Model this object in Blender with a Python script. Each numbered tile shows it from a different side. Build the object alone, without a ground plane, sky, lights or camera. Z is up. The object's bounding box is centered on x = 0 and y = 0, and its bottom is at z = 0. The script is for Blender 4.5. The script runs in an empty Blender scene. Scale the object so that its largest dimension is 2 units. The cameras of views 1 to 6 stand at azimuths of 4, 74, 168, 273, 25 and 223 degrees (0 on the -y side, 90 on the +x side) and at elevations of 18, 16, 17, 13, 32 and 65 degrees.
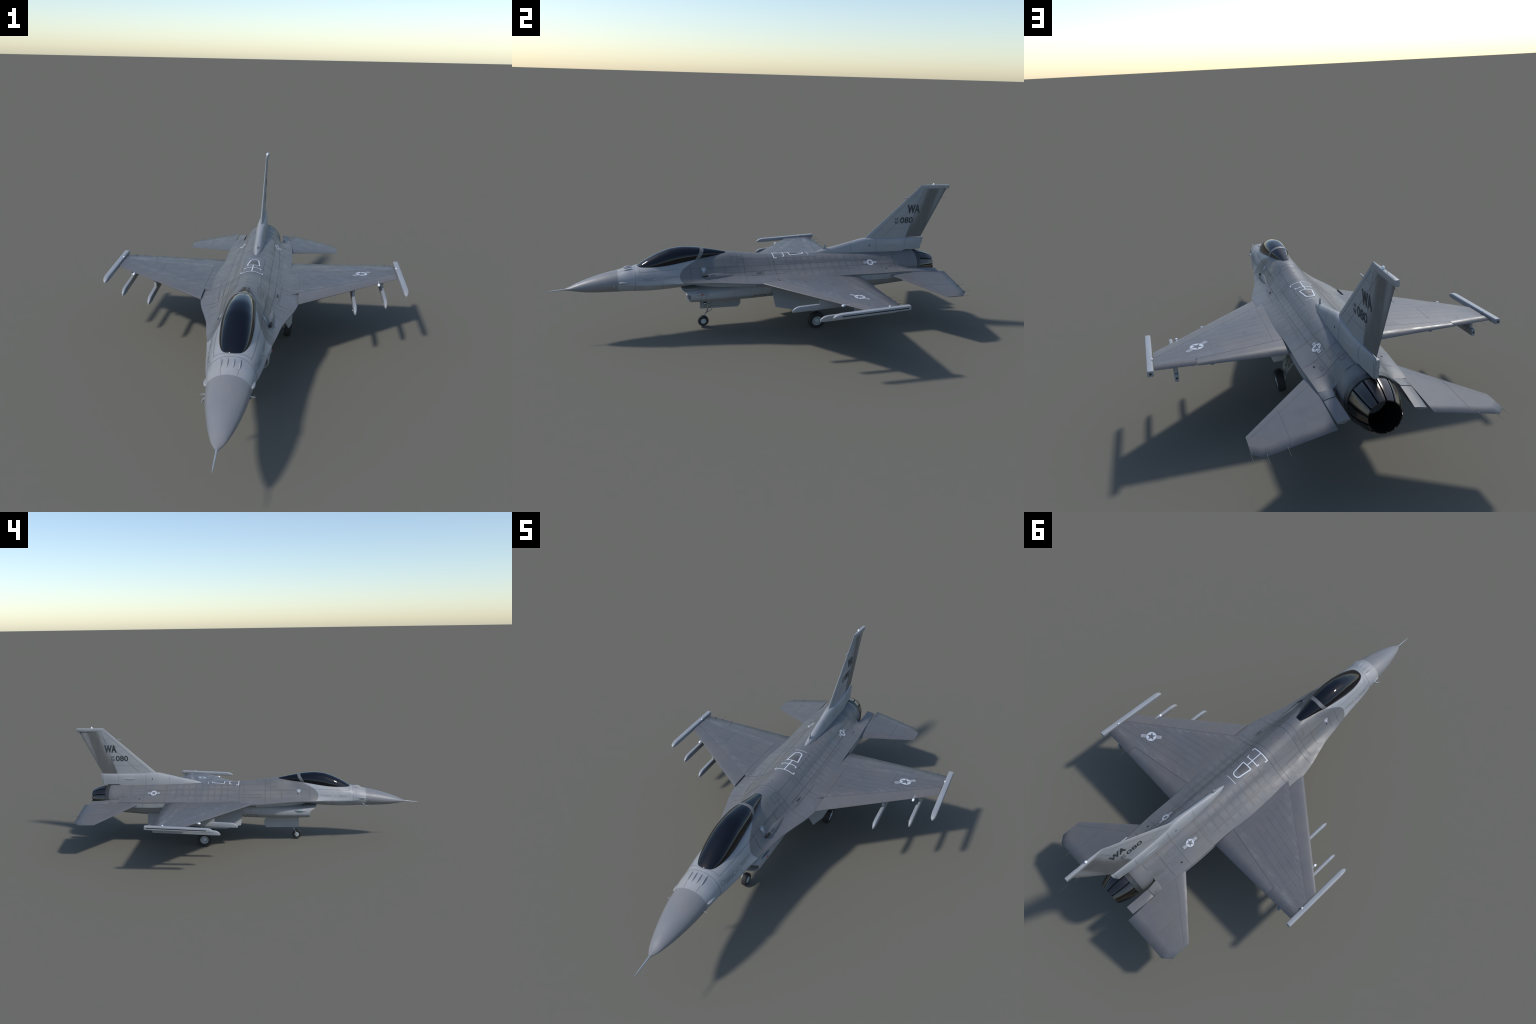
# Single-seat jet fighter on its landing gear, nose along -y.  All parts are
# modelled in world coordinates (metres), so Object coordinates = world ones.
import bpy, bmesh, math, random
from mathutils import Vector, Matrix
from mathutils.bvhtree import BVHTree

random.seed(7)
PI = math.pi

# ------------------------------------------------------------------ helpers
def pchip(pts):
    """Monotone cubic through (x, y) control points."""
    xs = [p[0] for p in pts]; ys = [p[1] for p in pts]; n = len(xs)
    h = [xs[i+1]-xs[i] for i in range(n-1)]
    d = [(ys[i+1]-ys[i])/h[i] for i in range(n-1)]
    m = [0.0]*n
    m[0], m[-1] = d[0], d[-1]
    for i in range(1, n-1):
        if d[i-1]*d[i] > 0:
            w1 = 2*h[i]+h[i-1]; w2 = h[i]+2*h[i-1]
            m[i] = (w1+w2)/(w1/d[i-1]+w2/d[i])
    def f(x):
        if x <= xs[0]: return ys[0]
        if x >= xs[-1]: return ys[-1]
        i = 0
        while x > xs[i+1]: i += 1
        t = (x-xs[i])/h[i]
        return ((1+2*t)*(1-t)**2*ys[i] + t*(1-t)**2*h[i]*m[i]
                + t*t*(3-2*t)*ys[i+1] + t*t*(t-1)*h[i]*m[i+1])
    return f

def smooth(t):
    t = max(0.0, min(1.0, t)); return t*t*(3-2*t)

def lerp(a, b, t): return a+(b-a)*t

def frange(a, b, n): return [a+(b-a)*i/(n-1) for i in range(n)]

ROOT = bpy.data.objects.new("fighter_jet", None)
bpy.context.scene.collection.objects.link(ROOT)
ROOT["label"] = "grey single-seat jet fighter parked on its landing gear"
ROOT["category"] = "fighter jet"

def add(name, mesh, mat=None, parent=None, angle=35):
    ob = bpy.data.objects.new(name, mesh)
    bpy.context.scene.collection.objects.link(ob)
    ob.parent = parent or ROOT
    if mat:
        mesh.materials.clear(); mesh.materials.append(mat)
    if angle is not None:
        mesh.polygons.foreach_set("use_smooth", [True]*len(mesh.polygons))
        try: mesh.set_sharp_from_angle(angle=math.radians(angle))
        except Exception: pass
    return ob

def mesh_of(name, verts, faces, fix=True):
    me = bpy.data.meshes.new(name)
    me.from_pydata([tuple(v) for v in verts], [], faces)
    if fix:
        bm = bmesh.new(); bm.from_mesh(me)
        bmesh.ops.remove_doubles(bm, verts=bm.verts, dist=1e-6)
        bmesh.ops.recalc_face_normals(bm, faces=bm.faces)
        bm.to_mesh(me); bm.free()
    me.update()
    return me

def mirrored(me, name=None):
    m2 = me.copy(); m2.name = name or me.name
    for v in m2.vertices: v.co.x = -v.co.x
    bm = bmesh.new(); bm.from_mesh(m2)
    bmesh.ops.reverse_faces(bm, faces=bm.faces)
    bm.to_mesh(m2); bm.free(); m2.update()
    return m2

def loft_mesh(name, rings, closed=True, cap0=True, cap1=True):
    n = len(rings[0]); V = [v for r in rings for v in r]; F = []
    for i in range(len(rings)-1):
        for j in range(n if closed else n-1):
            k = (j+1) % n
            F.append((i*n+j, i*n+k, (i+1)*n+k, (i+1)*n+j))
    if cap0: F.append(tuple(range(n)))
    if cap1: F.append(tuple((len(rings)-1)*n+j for j in range(n)))
    return mesh_of(name, V, F)

def join_meshes(name, meshes):
    bm = bmesh.new()
    for m in meshes: bm.from_mesh(m)
    me = bpy.data.meshes.new(name); bm.to_mesh(me); bm.free()
    return me

def bevelled(me, width=0.001, seg=2, angle=30):
    bm = bmesh.new(); bm.from_mesh(me)
    ed = [e for e in bm.edges if len(e.link_faces) == 2 and e.calc_face_angle(0) > math.radians(angle)]
    bmesh.ops.bevel(bm, geom=ed, offset=width, segments=seg, affect='EDGES', clamp_overlap=True)
    bm.to_mesh(me); bm.free(); me.update(); return me

def box(name, x0, x1, y0, y1, z0, z1):
    V = [(x, y, z) for x in (x0, x1) for y in (y0, y1) for z in (z0, z1)]
    F = [(0,1,3,2),(4,6,7,5),(0,4,5,1),(2,3,7,6),(0,2,6,4),(1,5,7,3)]
    return mesh_of(name, V, F)

def frame_for(d):
    d = d.normalized()
    a = Vector((0,0,1)) if abs(d.z) < .9 else Vector((1,0,0))
    u = d.cross(a).normalized(); return u, d.cross(u)

def tube(name, pts, radii, seg=12):
    """Round rod through points; radii per point."""
    pts = [Vector(p) for p in pts]; rings = []
    for i, p in enumerate(pts):
        d = (pts[min(i+1, len(pts)-1)]-pts[max(i-1, 0)])
        u, v = frame_for(d)
        r = radii[i] if isinstance(radii, (list, tuple)) else radii
        rings.append([p+u*(r*math.cos(2*PI*k/seg))+v*(r*math.sin(2*PI*k/seg)) for k in range(seg)])
    return loft_mesh(name, rings)

def revolve(name, prof, axis_o, axis='x', seg=40, close=False):
    """prof: list of (along, radius) round an axis through axis_o."""
    rings = []
    ox, oy, oz = axis_o
    for a, r in prof:
        ring = []
        for k in range(seg):
            t = 2*PI*k/seg; c, s = r*math.cos(t), r*math.sin(t)
            ring.append((ox+a, oy+c, oz+s) if axis == 'x' else (ox+c, oy+a, oz+s))
        rings.append(ring)
    if close: rings.append(rings[0])
    return loft_mesh(name, rings, cap0=not close, cap1=not close)

def prism(name, poly, thick, to3):
    """Extrude polygon (a,b) by +-thick/2 with to3(a,b,t)."""
    n = len(poly)
    V = [to3(a, b, -thick/2) for a, b in poly]+[to3(a, b, thick/2) for a, b in poly]
    F = [tuple(range(n)), tuple(range(n, 2*n))]+[(i, (i+1) % n, n+(i+1) % n, n+i) for i in range(n)]
    return mesh_of(name, V, F)

# ---------------------------------------------------------------- materials
class Nodes:
    def __init__(self, name):
        self.m = bpy.data.materials.new(name); self.m.use_nodes = True
        self.t = self.m.node_tree; self.t.nodes.clear()
        self.out = self.t.nodes.new("ShaderNodeOutputMaterial")
        self.b = self.t.nodes.new("ShaderNodeBsdfPrincipled")
        self.t.links.new(self.b.outputs[0], self.out.inputs[0])
        self.tc = self.t.nodes.new("ShaderNodeTexCoord")
        self.P = self.tc.outputs["Object"]
    def link(self, a, b): self.t.links.new(a, b)
    def put(self, sock, v):
        if isinstance(v, bpy.types.NodeSocket): self.link(v, sock)
        else: sock.default_value = v
    def math(self, op, a, b=0.0, c=0.0, clamp=False):
        n = self.t.nodes.new("ShaderNodeMath"); n.operation = op; n.use_clamp = clamp
        self.put(n.inputs[0], a); self.put(n.inputs[1], b); self.put(n.inputs[2], c)
        return n.outputs[0]
    def xyz(self):
        n = self.t.nodes.new("ShaderNodeSeparateXYZ"); self.link(self.P, n.inputs[0])
        return n.outputs
    def vec(self, x, y, z):
        n = self.t.nodes.new("ShaderNodeCombineXYZ")
        for i, v in enumerate((x, y, z)): self.put(n.inputs[i], v)
        return n.outputs[0]
    def step(self, v, lo, hi):
        n = self.t.nodes.new("ShaderNodeMapRange"); n.interpolation_type = 'SMOOTHSTEP'
        self.put(n.inputs[0], v); n.inputs[1].default_value = lo; n.inputs[2].default_value = hi
        return n.outputs[0]
    def noise(self, scale, detail=3.0, rough=.55, vec=None, stretch=None):
        n = self.t.nodes.new("ShaderNodeTexNoise"); n.inputs["Scale"].default_value = scale
        n.inputs["Detail"].default_value = detail; n.inputs["Roughness"].default_value = rough
        v = vec or self.P
        if stretch:
            mp = self.t.nodes.new("ShaderNodeMapping"); mp.inputs["Scale"].default_value = stretch
            self.link(v, mp.inputs[0]); v = mp.outputs[0]
        self.link(v, n.inputs["Vector"]); return n.outputs["Fac"]
    def mix(self, f, a, b):
        n = self.t.nodes.new("ShaderNodeMix"); n.data_type = 'RGBA'
        self.put(n.inputs[0], f)
        for s, v in ((n.inputs[6], a), (n.inputs[7], b)):
            self.put(s, (*v, 1) if isinstance(v, tuple) and len(v) == 3 else v)
        return n.outputs[2]
    def gain(self, col, f):
        """Multiply colour by scalar socket f."""
        n = self.t.nodes.new("ShaderNodeVectorMath"); n.operation = 'SCALE'
        self.put(n.inputs[0], col); self.put(n.inputs[3], f); return n.outputs[0]
    def finish(self, col, rough=.5, metal=0.0, spec=.5, bump=None, bump_d=.0004):
        self.put(self.b.inputs["Base Color"], (*col, 1) if isinstance(col, tuple) else col)
        self.put(self.b.inputs["Roughness"], rough); self.put(self.b.inputs["Metallic"], metal)
        self.b.inputs["Specular IOR Level"].default_value = spec
        if bump is not None:
            n = self.t.nodes.new("ShaderNodeBump"); n.inputs["Distance"].default_value = bump_d
            n.inputs["Strength"].default_value = .5
            self.link(bump, n.inputs["Height"]); self.link(n.outputs[0], self.b.inputs["Normal"])
        return self.m

DARK = (.130, .131, .135)      # upper fuselage grey
WINGTOP = (.114, .115, .120)   # wing and tailplane upper surfaces
LIGHT = (.278, .286, .299)     # lower / nose / fin grey
RADOME = (.190, .192, .201)
RUDDER = (.112, .112, .110)

def weather(N, amount=.12):
    """Scalar colour gain: blotches, streaks along the airflow and fine grain."""
    a = N.noise(9, 4); b = N.noise(60, 4, .6, stretch=(1, .18, 1)); c = N.noise(260, 2)
    s = N.math('ADD', N.math('MULTIPLY', a, .5), N.math('ADD', N.math('MULTIPLY', b, .35), N.math('MULTIPLY', c, .15)))
    return N.math('ADD', N.math('MULTIPLY', N.math('SUBTRACT', s, .5), 2.6*amount), 1.0)

def tint(N, col, amt=1.0):
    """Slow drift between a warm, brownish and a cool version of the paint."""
    f = N.step(N.noise(6.5, 5, .6), .36, .66)
    n = N.t.nodes.new("ShaderNodeMix"); n.data_type = 'RGBA'; n.blend_type = 'MULTIPLY'; n.inputs[0].default_value = amt
    N.put(n.inputs[6], (*col, 1) if isinstance(col, tuple) else col)
    N.link(N.mix(f, (.95, .98, 1.02), (1.05, 1.02, .99)), n.inputs[7])
    return n.outputs[2]

def gloss(N, base=.42):
    return N.math('ADD', N.math('MULTIPLY', N.math('SUBTRACT', N.noise(22, 5, .65), .5), .45), base, clamp=True)

def plain_paint(name, col, amount=.15, rough=.50):
    N = Nodes(name)
    return N.finish(N.gain(tint(N, col, .7), weather(N, amount)), gloss(N, rough))

def fuselage_paint():
    N = Nodes("fuselage_paint"); x, y, z = N.xyz()
    w = weather(N, .17)
    # upper dark camouflage: behind a rounded front border, above the chine
    dz = N.math('SUBTRACT', z, .287)
    yb = N.math('ADD', N.math('MULTIPLY', N.math('MULTIPLY', dz, dz), 20.0), -.412)
    f1 = N.step(N.math('SUBTRACT', y, yb), -.002, .002)
    ya = N.math('MAXIMUM', N.math('SUBTRACT', y, .65), 0.0)
    zb = N.math('SUBTRACT', .2585, N.math('MULTIPLY', N.math('MULTIPLY', ya, ya), .16))
    f2 = N.step(N.math('SUBTRACT', z, zb), -.0012, .0012)
    mask = N.math('MULTIPLY', f1, f2)
    col = N.mix(mask, LIGHT, DARK)
    # access panels along the back: pale centres, darker soft frames
    br = N.t.nodes.new("ShaderNodeTexBrick")
    br.offset = 0.0; br.inputs["Scale"].default_value = 1.0
    br.inputs["Color1"].default_value = (1.12, 1.12, 1.10, 1); br.inputs["Color2"].default_value = (1.02, 1.02, 1.02, 1)
    br.inputs["Mortar"].default_value = (.88, .875, .87, 1)
    br.inputs["Mortar Size"].default_value = .0095; br.inputs["Mortar Smooth"].default_value = 1.0
    br.inputs["Brick Width"].default_value = .0375; br.inputs["Row Height"].default_value = .045
    wob = N.math('MULTIPLY', N.math('SUBTRACT', N.noise(14, 2), .5), .020)
    N.link(N.vec(N.math('ADD', y, wob), N.math('SUBTRACT', N.math('ABSOLUTE', x), .018), 0.0), br.inputs["Vector"])
    reg = N.math('MULTIPLY', N.math('MULTIPLY', N.step(y, .07, .1), N.math('SUBTRACT', 1.0, N.step(y, .42, .47))),
                 N.math('MULTIPLY', N.step(z, .272, .284), N.step(N.math('ABSOLUTE', x), .03, .04)))
    pan = N.mix(reg, (1, 1, 1), br.outputs["Color"])
    n = N.t.nodes.new("ShaderNodeMix"); n.data_type = 'RGBA'; n.blend_type = 'MULTIPLY'
    n.inputs[0].default_value = 1.0; N.link(col, n.inputs[6]); N.link(pan, n.inputs[7])
    # grimy frame joints round the body
    for y0, wd, k in ((-.612,.004,.10), (-.49,.003,.06), (-.36,.005,.10), (-.20,.005,.09), (-.105,.006,.12), (.045,.006,.12), (.47,.007,.13), (.60,.005,.09), (.68,.006,.12)):
        j = N.math('SUBTRACT', 1.0, N.step(N.math('ABSOLUTE', N.math('SUBTRACT', y, y0)), 0.0, wd))
        w = N.math('MULTIPLY', w, N.math('SUBTRACT', 1.0, N.math('MULTIPLY', j, k)))
    # brown rub marks where the crew walks, along the wing root
    walk = N.math('MULTIPLY', N.step(N.noise(34, 5, .7), .52, .70), N.math('MULTIPLY', N.step(N.math('ABSOLUTE', x), .115, .14), N.math('MULTIPLY', N.step(y, -.16, -.06), N.math('SUBTRACT', 1.0, N.step(y, .12, .25)))))
    base = N.mix(N.math('MULTIPLY', walk, .35), tint(N, n.outputs[2]), (.24, .235, .225))
    return N.finish(N.gain(base, w), gloss(N, .46))

def wing_paint():
    """Dark above the chord plane, light below it."""
    N = Nodes("wing_paint"); x, y, z = N.xyz()
    ax = N.math('ABSOLUTE', x)
    # chord plane tilts slightly with span (washout)
    s = N.math('DIVIDE', N.math('SUBTRACT', ax, .14), .46)
    zc = N.math('ADD', .2585, N.math('MULTIPLY', s, N.math('MULTIPLY', N.math('SUBTRACT', y, .36), .05)))
    zc = N.math('SUBTRACT', zc, N.math('MULTIPLY', N.step(y, .37, .455), .0065))   # flaps may droop below the chord
    f = N.step(N.math('SUBTRACT', z, zc), -.003, -.0015)
    st = N.t.nodes.new("ShaderNodeTexWave"); st.wave_profile = 'SIN'; st.bands_direction = 'Y'
    st.inputs["Scale"].default_value = 9; st.inputs["Distortion"].default_value = .3
    N.link(N.P, st.inputs["Vector"])
    seam = N.math('SUBTRACT', 1.0, N.math('MULTIPLY', N.step(st.outputs["Fac"], .985, 1.0), .07))
    # painted-in pale glints, shinier, ahead of the flaperon hinge and behind the nose-flap hinge
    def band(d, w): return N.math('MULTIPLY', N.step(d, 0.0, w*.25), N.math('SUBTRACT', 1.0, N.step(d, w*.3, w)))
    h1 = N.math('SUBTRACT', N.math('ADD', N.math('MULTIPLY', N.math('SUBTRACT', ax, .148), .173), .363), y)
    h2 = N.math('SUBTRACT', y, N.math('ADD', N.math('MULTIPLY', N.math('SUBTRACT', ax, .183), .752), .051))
    glint = N.math('MULTIPLY', N.step(N.noise(48, 5, .7, stretch=(.4, 1, 1)), .44, .66), N.math('MAXIMUM', band(h1, .045), band(h2, .050)))
    col = N.mix(N.math('MULTIPLY', glint, .30), tint(N, N.mix(f, LIGHT, WINGTOP)), (.25, .245, .24))
    ro = N.math('SUBTRACT', gloss(N, .42), N.math('MULTIPLY', glint, .14))
    return N.finish(N.gain(col, N.math('MULTIPLY', weather(N, .19), seam)), ro, 0.0, .40)

def flap_paint():
    N = Nodes("flap_paint"); x, y, z = N.xyz()
    # the left flap is paler and warmer than the right
    f = N.step(x, -.01, .01)
    return N.finish(N.gain(tint(N, N.mix(f, WINGTOP, (.136, .132, .131))), weather(N, .19)), gloss(N, .42), 0.0, .36)

def fin_paint():
    N = Nodes("fin_paint"); x, y, z = N.xyz()
    return N.finish(N.gain(tint(N, LIGHT, .6), weather(N, .15)), gloss(N, .48))

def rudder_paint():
    """Dark composite panel beside the hinge, painted-in sheen towards the upper trailing edge."""
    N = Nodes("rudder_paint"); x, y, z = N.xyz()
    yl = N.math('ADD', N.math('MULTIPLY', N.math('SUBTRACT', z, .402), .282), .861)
    # sheen painted into the colour, a pale streak fanning out towards the upper trailing edge
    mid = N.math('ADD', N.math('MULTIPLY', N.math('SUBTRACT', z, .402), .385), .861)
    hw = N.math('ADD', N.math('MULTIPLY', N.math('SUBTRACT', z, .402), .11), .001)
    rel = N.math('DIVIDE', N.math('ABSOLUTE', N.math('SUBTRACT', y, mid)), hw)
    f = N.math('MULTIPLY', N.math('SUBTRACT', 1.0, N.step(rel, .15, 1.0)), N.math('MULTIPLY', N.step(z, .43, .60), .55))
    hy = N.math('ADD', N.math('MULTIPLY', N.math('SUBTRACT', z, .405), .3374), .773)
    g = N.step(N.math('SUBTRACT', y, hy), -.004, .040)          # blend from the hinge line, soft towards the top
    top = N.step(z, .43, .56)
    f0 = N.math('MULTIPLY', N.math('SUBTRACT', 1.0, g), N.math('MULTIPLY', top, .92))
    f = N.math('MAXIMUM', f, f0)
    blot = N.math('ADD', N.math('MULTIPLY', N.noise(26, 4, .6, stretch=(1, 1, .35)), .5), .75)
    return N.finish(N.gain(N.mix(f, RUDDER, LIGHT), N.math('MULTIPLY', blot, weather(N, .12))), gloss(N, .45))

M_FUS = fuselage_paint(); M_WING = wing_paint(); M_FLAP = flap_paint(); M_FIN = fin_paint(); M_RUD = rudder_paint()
M_LIGHT = plain_paint("light_grey_paint", LIGHT); M_DARK = plain_paint("dark_grey_paint", DARK)
M_RADOME = plain_paint("radome_paint", RADOME, .09, .45)
M_RAIL = plain_paint("launcher_paint", (.275, .288, .305), .20, .42)
M_LINE = Nodes("panel_seam").finish((.098, .099, .103), .6)
M_LINE_W = Nodes("wing_seam").finish((.094, .095, .099), .6)
M_LINE_L = Nodes("panel_seam_pale").finish((.175, .180, .188), .6)
M_BLACK = Nodes("black_recess").finish((.012, .012, .013), .7)
M_TEXT = Nodes("dark_lettering").finish((.028, .033, .040), .6)
M_PALE = Nodes("pale_marking").finish((.46, .49, .54), .5)
M_CHALK = Nodes("white_marking").finish((.56, .59, .63), .5)
M_STENCIL = Nodes("stencil_grey").finish((.16, .17, .185), .6)
M_WHITE = Nodes("white_lamp").finish((.80, .82, .85), .25)
M_RED = Nodes("red_lamp").finish((.45, .02, .012), .2)
M_GREEN = Nodes("green_lamp").finish((.01, .42, .33), .2)
M_PITOT = Nodes("bare_steel").finish((.30, .32, .35), .38, .3)
M_STRUT = plain_paint("gear_paint", (.27, .285, .275), .25, .4)
M_WICK = Nodes("discharger_rod").finish((.07, .07, .065), .6)
M_CHROME = Nodes("oleo_chrome").finish((.55, .56, .58), .15, 1.0)
M_RIM = plain_paint("rim_paint", (.40, .43, .46), .12, .4)
def canopy_glass():
    N = Nodes("tinted_canopy_glass")
    N.finish((.004, .005, .008), .02, 0, .42)
    return N.m
M_GLASS = canopy_glass()
def tyre():
    N = Nodes("tyre_rubber")
    return N.finish(N.gain((.018, .018, .019), weather(N, .2)), .75)
M_TYRE = tyre()
def metal():
    N = Nodes("heat_stained_metal"); x, y, z = N.xyz()
    col = N.mix(N.noise(30, 3, stretch=(1, .3, 1)), (.060, .056, .058), (.150, .135, .120))
    return N.finish(col, N.math('ADD', N.math('MULTIPLY', N.noise(50, 3), .25), .10), .95)
M_PETAL = metal()
def ring_metal():
    N = Nodes("sooty_ring")
    return N.finish(N.mix(N.noise(40, 3), (.03, .033, .035), (.08, .085, .085)), .45, .5)
M_RING = ring_metal()
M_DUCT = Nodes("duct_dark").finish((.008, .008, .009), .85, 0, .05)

# ----------------------------------------------------------------- fuselage
# nose: elliptic sections
NOSE_TOP = pchip([(-.921,.2358),(-.90,.2435),(-.874,.2555),(-.826,.2735),(-.768,.291),(-.729,.3005),(-.688,.3085),(-.656,.315),(-.60,.3275)])
NOSE_BOT = pchip([(-.921,.2275),(-.905,.2258),(-.877,.2212),(-.831,.2145),(-.785,.2118),(-.743,.2108),(-.69,.2103),(-.60,.2108)])
NOSE_HW = pchip([(-.921,.0045),(-.90,.0170),(-.874,.0268),(-.826,.0405),(-.768,.0533),(-.729,.0596),(-.688,.0638),(-.64,.0690),(-.60,.0750)])

# section control points: y, z_top, p1, p2, p3, edge, edge_low, p6, z_bottom
SEC = [
 (-.62, .3245, (.028,.319), (.050,.304), (.067,.281), (.0725,.2555), (.0720,.251), (.050,.2225), .2105),
 (-.60, .329, (.030,.3235), (.055,.306), (.069,.282), (.077,.256), (.0765,.2515), (.054,.223), .2108),
 (-.53, .335, (.046,.3295), (.066,.306), (.078,.282), (.088,.257), (.0872,.2525), (.060,.2235), .2122),
 (-.41, .346, (.0485,.3415), (.071,.312), (.086,.285), (.103,.260), (.102,.2555), (.062,.2295), .2155),
 (-.32, .360, (.0425,.3548), (.070,.315), (.094,.279), (.119,.2615), (.118,.257), (.066,.240), .222),
 (-.25, .3675,(.028,.3625), (.064,.324), (.098,.279), (.130,.262), (.129,.2575), (.072,.243), .222),
 (-.18, .3745,(.025,.3690), (.062,.330), (.100,.281), (.149,.262), (.148,.2575), (.085,.243), .215),
 (-.10, .3655,(.034,.3545), (.070,.320), (.103,.286), (.172,.262), (.171,.257), (.100,.241), .205),
 (-.04, .3590,(.038,.3462), (.074,.315), (.106,.288), (.183,.262), (.182,.257), (.120,.238), .200),
 ( .06, .3525,(.041,.3395), (.077,.310), (.111,.289), (.190,.263), (.189,.254), (.122,.226), .180),
 ( .16, .3500,(.042,.3375),(.078,.3090), (.113,.290), (.182,.264), (.181,.253), (.122,.222), .170),
 ( .25, .3475,(.043,.3360), (.079,.3090), (.114,.289), (.172,.264), (.171,.252), (.118,.218), .168),
 ( .36, .3455,(.043,.3355), (.079,.3085), (.112,.288), (.151,.2660), (.1500,.241), (.098,.215), .180),
 ( .45, .3435,(.043,.3345), (.078,.3065), (.109,.286), (.148,.2655), (.1465,.236), (.090,.222), .195),
 ( .55, .3415,(.043,.333), (.076,.304), (.106,.285), (.148,.2645), (.146,.233), (.086,.222), .200),
 ( .70, .3385,(.044,.329), (.073,.301), (.093,.2765), (.1415,.2638), (.138,.233), (.084,.222), .200),
 ( .752,.3375,(.044,.327), (.069,.298), (.087,.271), (.138,.2610), (.135,.233), (.084,.222), .200),
]
def _col(fn): return pchip([(s[0], fn(s)) for s in SEC])
F_TOP = _col(lambda s: s[1]-.0008); F_BOT = _col(lambda s: s[8])
F_P = [(_col(lambda s, i=i: s[i][0]), _col(lambda s, i=i: s[i][1])) for i in range(2, 8)]
NU, NL = 26, 14           # points on the upper / lower half curve

def hermite_chain(P, n, t0=None, t1=None):
    """n points along a centripetal-ish cubic through P with given end tangents."""
    k = len(P); T = []
    L = [(P[i+1]-P[i]).length for i in range(k-1)]
    for i in range(k):
        if i == 0: T.append((P[1]-P[0])/L[0] if t0 is None else t0)
        elif i == k-1: T.append((P[-1]-P[-2])/L[-1] if t1 is None else t1)
        else:
            a = (P[i]-P[i-1])/L[i-1]; b = (P[i+1]-P[i])/L[i]
            T.append((a*L[i]+b*L[i-1])/(L[i]+L[i-1]))
    tot = sum(L); out = []
    for q in range(n):
        s = tot*q/(n-1); i = 0
        while i < k-2 and s > L[i]: s -= L[i]; i += 1
        t = min(1.0, s/L[i]); h = L[i]
        out.append(P[i]*((1+2*t)*(1-t)**2)+T[i]*(h*t*(1-t)**2)+P[i+1]*(t*t*(3-2*t))+T[i+1]*(h*t*t*(t-1)))
    return out

def half_general(y):
    pts = [Vector((0, F_TOP(y)))]+[Vector((fx(y), fz(y))) for fx, fz in F_P]+[Vector((0, F_BOT(y)))]
    up = hermite_chain(pts[:5], NU, t0=Vector((1, 0)))
    lo = hermite_chain(pts[5:], NL, t1=Vector((-1, 0)))
    return up+lo

def half_ellipse(y):
    zt, zb, a = NOSE_TOP(y), NOSE_BOT(y), NOSE_HW(y)
    zc, h = (zt+zb)/2, (zt-zb)/2; out = []
    for q in range(NU):
        t = PI/2-(PI/2+.06)*q/(NU-1); out.append(Vector((a*math.cos(t), zc+h*math.sin(t))))
    for q in range(NL):
        t = -.10-(PI/2-.10)*q/(NL-1); out.append(Vector((a*math.cos(t), zc+h*math.sin(t))))
    return out

def body_section(y):
    b = smooth((y+.69)/(.095))
    if b <= 0: half = half_ellipse(y)
    elif b >= 1: half = half_general(y)
    else:
        half = [p.lerp(q, b) for p, q in zip(half_ellipse(y), half_general(max(y, -.62)))]
    ring = [(p.x, y, p.y) for p in half]
    return ring+[(-p.x, y, p.y) for p in half[-2:0:-1]]

SPLIT = -.688
rad = loft_mesh("nose_cone", [body_section(y) for y in [-.921+(SPLIT+.921)*(i/40)**1.4 for i in range(41)]], cap1=False)
radome = add("nose_cone", rad, M_RADOME, angle=50)
ys = [SPLIT+(.752-SPLIT)*i/190 for i in range(191)]
fus = loft_mesh("fuselage", [body_section(y) for y in ys], cap0=False)
fuselage = add("fuselage", fus, M_FUS, angle=42)

# pitot boom
add("pitot_probe", tube("pitot_probe", [(0,-.999,.2268),(0,-.985,.2272),(0,-.984,.2272),(0,-.958,.2283),(0,-.957,.2283),(0,-.923,.2312),(0,-.915,.232)],
    [.0010,.0015,.0020,.0022,.0026,.0029,.0048], 12), M_PITOT)

# ------------------------------------------------------- intake and underbody
B_HW = pchip([(-.41,.093),(-.36,.0945),(-.28,.096),(-.1,.098),(.02,.104),(.2,.108),(.32,.100),(.42,.084),(.58,.077),(.75,.077)])
B_TOP = pchip([(-.41,.2235),(-.3,.2240),(-.2,.2280),(-.1,.238),(.02,.246),(.2,.250),(.75,.250)])
B_BOT = pchip([(-.41,.1405),(-.36,.1395),(-.28,.138),(-.1,.1375),(.02,.143),(.2,.1475),(.4,.150),(.58,.156),(.75,.170)])
def under_section(y, inset=0.0, n=48, shear=0.0):
    hw, zt, zb = B_HW(y)-inset, B_TOP(y)-inset, B_BOT(y)+inset
    zc, h = (zt+zb)/2, (zt-zb)/2
    ring = []; front = 1-smooth((y+.1)/.25)
    for k in range(n):
        t = 2*PI*k/n; c, s = math.cos(t), math.sin(t)
        e = 2/lerp(2.0, 2.0+.9*front, smooth(.5+s*1.2))        # squarer shoulders, round belly
        x = hw*math.copysign(abs(c)**e, c); z = zc+h*math.copysign(abs(s)**e, s)
        ring.append((x, y+shear*(lip(z)-(-.363)), z))
    return ring
def lip(z): return -.363-.038*smooth((z-.188)/.034)
rings = []
for d, ins in ((.20,.010),(.12,.010),(.05,.008),(.015,.0055),(.004,.0042),(.0008,.0030),(0,.0018),(.0012,.0006),(.004,0)):
    rings.append(under_section(-.363+d, ins, shear=1.0 if d < .04 else .3))
for i in range(90):
    y = -.358+(.75+.358)*i/89
    rings.append(under_section(y, 0, shear=1-smooth((y+.358)/.16)))
under = loft_mesh("air_intake", rings, cap0=False, cap1=True)
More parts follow.
